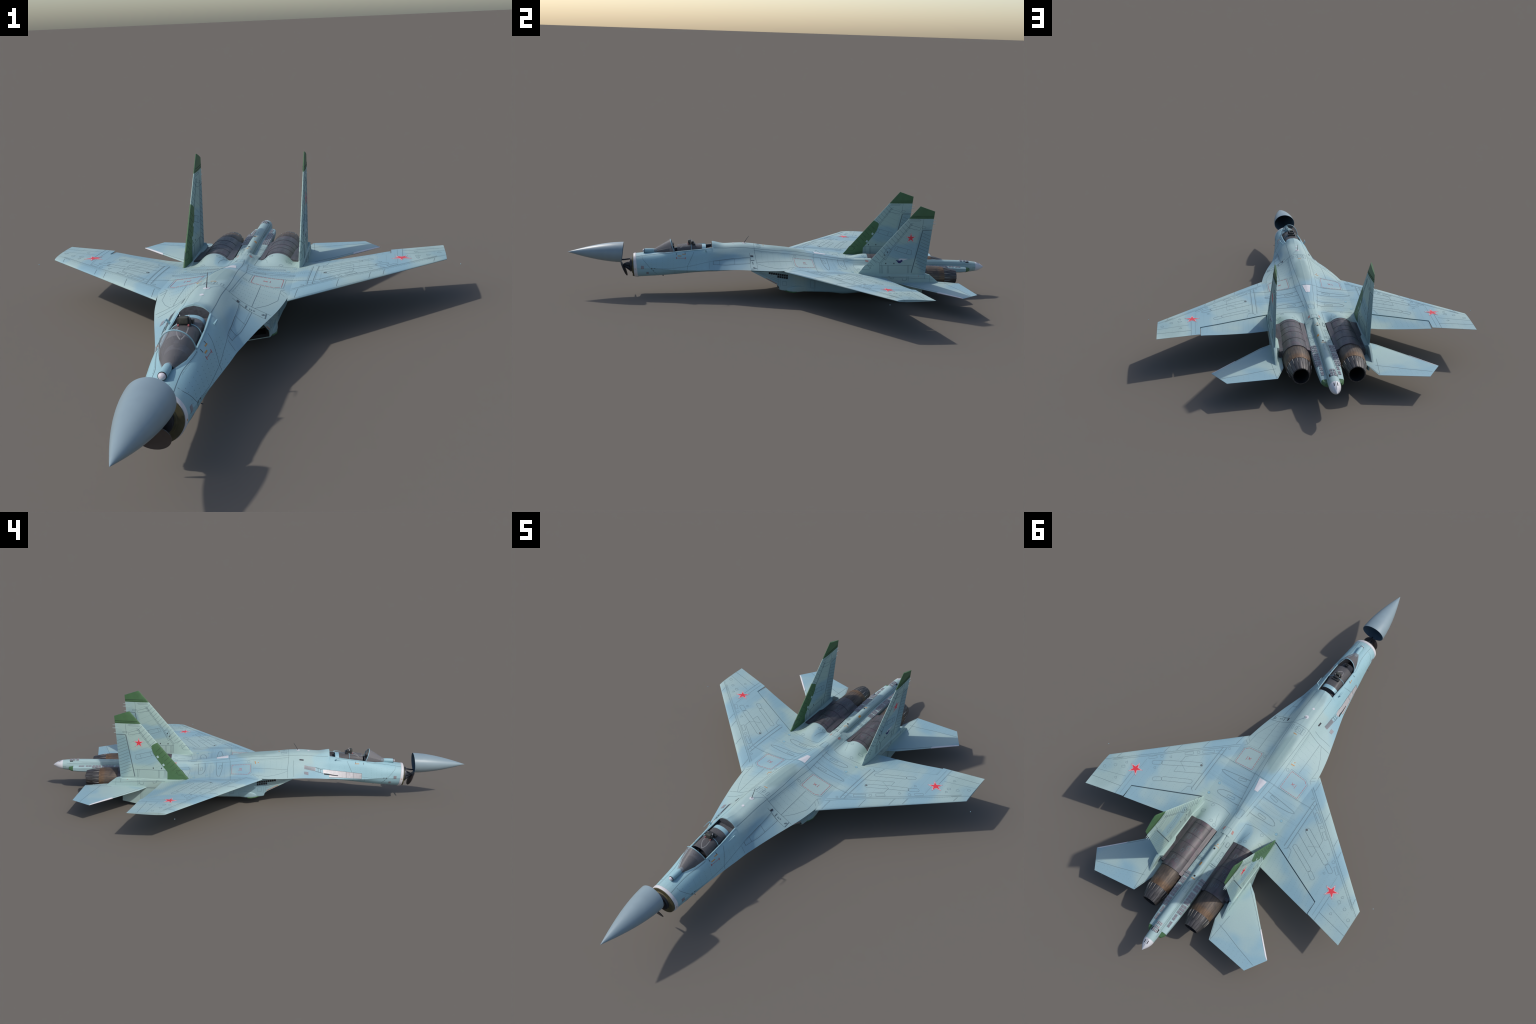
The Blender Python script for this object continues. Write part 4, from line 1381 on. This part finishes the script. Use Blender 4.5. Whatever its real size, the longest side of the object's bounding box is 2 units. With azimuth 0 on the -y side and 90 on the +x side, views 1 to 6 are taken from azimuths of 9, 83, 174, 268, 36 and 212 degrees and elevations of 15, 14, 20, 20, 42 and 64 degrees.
# winged badge on the left fin
M_NAVY = simple('navy_badge', (0.022, 0.022, 0.115), 0.5)
FS = on_fin(1, 1)
BADGE = disc(FS, .5270, .2010, .01, M_WHITE, 'wing_badge', 0.0005, pts=[(.5165, .1990), (.5190, .2085), (.5286, .2109), (.5400, .2095), (.562, .2088), (.5560, .2065), (.5480, .2035), (.5380, .2000), (.5290, .1985)])
disc(FS, .5235, .1945, .01, M_NAVY, 'badge_crest', 0.0009, pts=[(.5037, .2029), (.5150, .2015), (.5250, .2000), (.5310, .2050), (.5390, .1990), (.5350, .1960), (.5290, .1900), (.5230, .1875), (.5160, .1895), (.5130, .1945)], parent=BADGE)

# ---- coloured plates and fittings on top
patch(on_top, [(-.0176, .1525), (.0170, .1525), (.0078, .2085), (-.0088, .2080)], M_WHITE, 'spine_light', 0.0009, 8)
MD = disc(on_top, 0, -.183, .0085, M_WHITE, 'mast_base', 0.0009, 24)
disc(on_top, -.002, -.2336, .0055, M_WHITE, 'antenna_disc', 0.0007, 20)
for s in (1, -1):
    S = on_top if s > 0 else mirrored(on_top)
    disc(S, .171, .3093, .0052, M_CYAN, 'filler_cap', 0.0006, 18)
    disc(S, .1571, .2509, .0052, M_CYAN, 'filler_cap', 0.0006, 18)
    c = disc(S, .2682, .2274, .0056, M_BODY, 'fuel_filler', 0.0006, 18)
    disc(S, .2682, .2274, .0042, M_BLACK, 'filler_ring', 0.0009, 18, parent=c)
    disc(S, .2682, .2274, .0013, M_WHITE, 'filler_core', 0.0012, 10, parent=c)
    patch(S, [(.0160, .4015), (.0235, .4015), (.0255, .4150), (.0185, .4165)], M_PINK, 'red_stencil', 0.0006, 2)
patch(on_top, [(-.0715, .0195), (-.0560, .0225), (-.0567, .0260), (-.0722, .0230)], M_ORANGE, 'orange_stencil', 0.0006, 3)
disc(on_top, -.0655, .0090, .0024, M_ORANGE, 'orange_dot', 0.0006, 12)
patch(on_top, [(-.0075, -.0930), (.0075, -.0930), (.0075, -.0900), (-.0075, -.0900)], M_ORANGE, 'orange_stencil', 0.0006, 3)
patch(on_top, [(.0062, .5820), (.0128, .5820), (.0128, .5975), (.0062, .5975)], M_ORANGE, 'orange_stencil', 0.0006, 2)
patch(on_top, [(-.0125, .4935), (.0110, .4935), (.0110, .4955), (-.0125, .4955)], M_ORANGE, 'orange_stencil', 0.0006, 4)
patch(on_top, [(-.0100, .6565), (.0055, .6565), (.0055, .6600), (-.0100, .6600)], M_ORANGE, 'orange_stencil', 0.0006, 3)
disc(on_top, -.0015, .4852, .0024, M_ORANGE, 'orange_dot', 0.0006, 12)
disc(on_top, 0, .5077, .0040, M_BLACK, 'black_dot', 0.0006, 16)  # flat black dots on the stinger, not real holes
disc(on_top, -.0012, .6468, .0040, M_BLACK, 'black_dot', 0.0006, 16)
for x0, y0, x1, y1 in ((-.0150, .9000, -.0105, .9150), (.0110, .9010, .0150, .9160)):
    patch(on_top, [(x0, y0), (x1, y0), (x1, y1), (x0, y1)], M_BLACK, 'black_patch', 0.0006, 3)  # black patch laid over the stinger, no gap behind it
# cone markings: flat black patches, nothing pierced
for x0 in (-.0060, .0060):
    patch(on_top, [(x0 - .0014, .958), (x0 + .0014, .958), (x0 + .0014, .971), (x0 - .0014, .971)], M_BLACK, 'cone_mark', 0.0005, 2)
patch(on_top, [(-.0006, .952), (.0006, .952), (.0004, .985), (-.0004, .985)], M_LINE2, 'cone_seam', 0.0004, 4)

# countermeasure cartridges: little capped boxes in rows on the shelf and the stinger
M_CART = simple('cartridge_cap', (0.225, 0.222, 0.240), 0.45, metal=0.2, noise=0.25, scale=400)
def cartridge_mesh():
    bm = bmesh.new()
    for dx in (-.0027, .0027):
        bmesh.ops.create_cube(bm, size=1, matrix=Matrix.Translation((dx, 0, .0004)) @ Matrix.Diagonal((.0047, .0122, .0030, 1)))
    bmesh.ops.bevel(bm, geom=list(bm.edges), offset=.0006, segments=1, affect='EDGES')
    me = bpy.data.meshes.new('flare_cartridge')
    bm.to_mesh(me)
    bm.free()
    me.materials.append(M_CART)
    return me
CART = cartridge_mesh()
rows = []
for s in (1, -1):
    for i, y in enumerate((.6420, .6560, .6740, .6880, .7080, .7225, .7370, .7515, .7690, .7835, .7980, .8160, .8300, .8500, .8640)):
        for x in ((.0300, .0416) if i < 11 else (.0310,)):
            rows.append((s * x, y + rng.uniform(-.0006, .0006)))
rows += [(.0048, .8790), (-.0072, .8790), (.0048, .8960), (-.0072, .8960), (.0048, .9110), (-.0072, .9110)]
for x, y in rows:
    h = on_top(x, y)
    if h:
        o = bpy.data.objects.new('flare_cartridge', CART)
        q = Vector((0, 0, 1)).rotation_difference(h[1])
        o.rotation_mode = 'QUATERNION'
        o.rotation_quaternion = q
        o.location = h[0]
        link(o, STINGER)

# ---- flank fittings
for s in (1, -1):
    S = on_side(s)
    P = lambda c, m, n, k=2, l=.0006: patch(S, c, m, n, l, k)
    q = lambda y0, y1, z0, z1: [(y0, z0), (y1, z0), (y1, z1), (y0, z1)]
    P(q(-.6614, -.6475, .1225, .1375), M_CART, 'nose_panel', 3)
    P(q(-.6366, -.6260, .0960, .1080), M_CART, 'nose_panel', 3)
    P(q(-.6905, -.6865, .1205, .1240), M_ORANGE, 'orange_dot', 1)
    # boarding-step marks by the sill: thin dark plates, no recess
    P(q(-.4990, -.4970, .1885, .1960), M_DARK, 'grip_mark', 2)
    P(q(-.4600, -.4580, .1930, .2000), M_DARK, 'grip_mark', 2)
    if s > 0:
        P(q(-.4930, -.4760, .1835, .1865), M_ORANGE, 'orange_stencil', 2)
        P(q(-.4720, -.4555, .1915, .1940), M_ORANGE, 'orange_stencil', 2)
        for y in (-.4986, -.4580):
            P(q(y - .0015, y + .0015, .1720, .1800), M_REDDIM, 'red_stencil', 1)
        P(q(-.4986, -.4580, .1755, .1765), M_REDDIM, 'red_stencil', 4)
    else:
        P(q(-.4760, -.4560, .1905, .1930), M_ORANGE, 'orange_stencil', 2)
    P(q(-.6035, -.5955, .1265, .1285), M_DARK, 'sensor_port', 1)
    P(q(-.6150, -.6085, .1235, .1290), M_LINE, 'sensor_port', 1)
    # louvre bank on the intake wall
    for k in range(9):
        y = -.076 + .0101 * k
        zt = lerp(.1300, .1180, k / 8)
        P(q(y, y + .0090, zt - .0098, zt), M_BLACK, 'louvre', 1, .0004)
        if k > 3:
            P(q(y, y + .0090, zt - .0208, zt - .0110), M_BLACK, 'louvre', 1, .0004)
    # warning tape along the intake lip
    for k in range(9):
        t0, t1 = k / 9, (k + .9) / 9
        y0, y1 = lerp(-.088, -.034, t0), lerp(-.088, -.034, t1)
        z0, z1 = lerp(.0990, .0705, t0), lerp(.0990, .0705, t1)
        P([(y0, z0), (y1, z1), (y1 + .001, z1 + .0024), (y0 + .001, z0 + .0024)], M_REDDIM if k % 2 else M_ORANGE, 'warning_tape', 1, .0005)
# black square and stencils on the left leading-edge extension
SL, TL = on_side(1), on_top
patch(SL, [(-.1570, .1925), (-.1440, .1915), (-.1440, .1865), (-.1570, .1875)], M_DARK, 'dark_plate', .0007, 2)
for y0, y1, x0, x1 in ((-.1560, -.1400, .0900, .0930), (-.1520, -.1460, .1000, .1020), (-.1520, -.1460, .1045, .1065), (-.1500, -.1440, .1100, .1130)):
    patch(TL, [(x0, y0), (x1, y0), (x1, y1), (x0, y1)], M_LINE, 'black_stencil', .0006, 1)
patch(TL, [(.1300, -.1480), (.1345, -.1490), (.1390, -.1390), (.1345, -.1385)], M_LINE, 'black_stencil', .0006, 2)
patch(TL, [(.1395, -.1590), (.1420, -.1560), (.1420, -.1310), (.1395, -.1310)], M_LINE, 'black_stencil', .0006, 2)
patch(TL, [(-.0560, -.2080), (-.0610, -.2080), (-.0600, -.1880), (-.0550, -.1880)], M_DARK, 'dark_plate', .0007, 2)  # thin dark plate on the skin, not an opening
# ---- cannon bay on the right flank
SR = on_side(-1)
M_STEEL = simple('bare_blast_plate', (0.40, 0.385, 0.39), 0.5, metal=0.15, noise=0.12, scale=70)
GUN = patch(SR, [(-.4905, .1490), (-.3310, .1650), (-.3310, .1350), (-.4900, .1245)], M_STEEL, 'blast_plate', .0008, 10)
patch(SR, [(-.3310, .1650), (-.3010, .1655), (-.3010, .1520), (-.3310, .1500)], M_STEEL, 'cannon_cover', .0010, 5, GUN)
patch(SR, [(-.2650, .1750), (-.2110, .1840), (-.2110, .1705), (-.2650, .1610)], M_CART, 'louvre_panel', .0008, 5, GUN)
patch(SR, [(-.3760, .1415), (-.3050, .1515), (-.3080, .1465), (-.3740, .1385)], M_BLACK, 'cannon_slot_patch', .0012, 5, GUN)  # raised black plate drawn for the cannon slot, nothing recessed
patch(SR, [(-.2300, .1590), (-.2104, .1610), (-.2104, .1530), (-.2303, .1487)], M_CART, 'louvre_panel', .0008, 3, GUN)
gl = Strips()
for a, b in (((-.4905, .1490), (-.3310, .1650)), ((-.4900, .1245), (-.3310, .1350)), ((-.4905, .1490), (-.4900, .1245)), ((-.4500, .1525), (-.4500, .1275)),
             ((-.4150, .1565), (-.4150, .1300)), ((-.3010, .1655), (-.2650, .1750)), ((-.3010, .1520), (-.2650, .1610)), ((-.290, .1680), (-.290, .1545)), ((-.278, .1710), (-.278, .1575))):
    gl.line(SR, [a, b], 0.0010, .0013)
for k in range(7):
    z = lerp(.1000, .1118, k / 6)
    gl.line(SR, [(-.262, .1628 + .0019 * k), (-.214, .1716 + .0019 * k)], 0.0007, .0012)
gl.build('cannon_bay_seam', M_LINE, GUN)

# ---- engine rings, nozzle ribs
for side in (1, -1):
    for y, r in ((.4520, ENG_R - .0003), (.5050, ENG_R + .0001), (.5480, ENG_R + .0001), (.6080, ENG_R - .0002)):
        V, F = revolve_y([(y - .0007, r - .001), (y - .0006, r + .0005), (y + .0006, r + .0005), (y + .0007, r - .001)], ENG_X, ENG_Z - .0005, 72)
        add('shroud_band', *sided((V, F), side), M_DARK, ROOT)
    ribs, seams = [], []
    cz = ENG_Z - .0015
    for k in range(NPETAL):
        a = 2 * math.pi * (k + .5) / NPETAL
        pt = lambda y, r: (ENG_X + r * math.cos(a), y, cz + r * math.sin(a))
        ribs.append(tube([pt(.7560, .0459), pt(.7640, .0455), pt(.7730, .0439), pt(.7870, .0410)], [.0008, .0012, .0008, .0003], 6))
    for k in range(32):
        a = 2 * math.pi * k / 32
        pt = lambda y, r: (ENG_X + r * math.cos(a), y, cz + r * math.sin(a))
        seams.append(tube([pt(.6700, .0511), pt(.7000, .0508), pt(.7350, .0490), pt(.7560, .0458)], .0005, 4))
    o = add('nozzle_rib', *sided(merge(ribs), side), M_RIB, ROOT)
    o['kind'] = 'stuff'
    o = add('nozzle_seam', *sided(merge(seams), side), M_DARK, ROOT)
    o['kind'] = 'stuff'
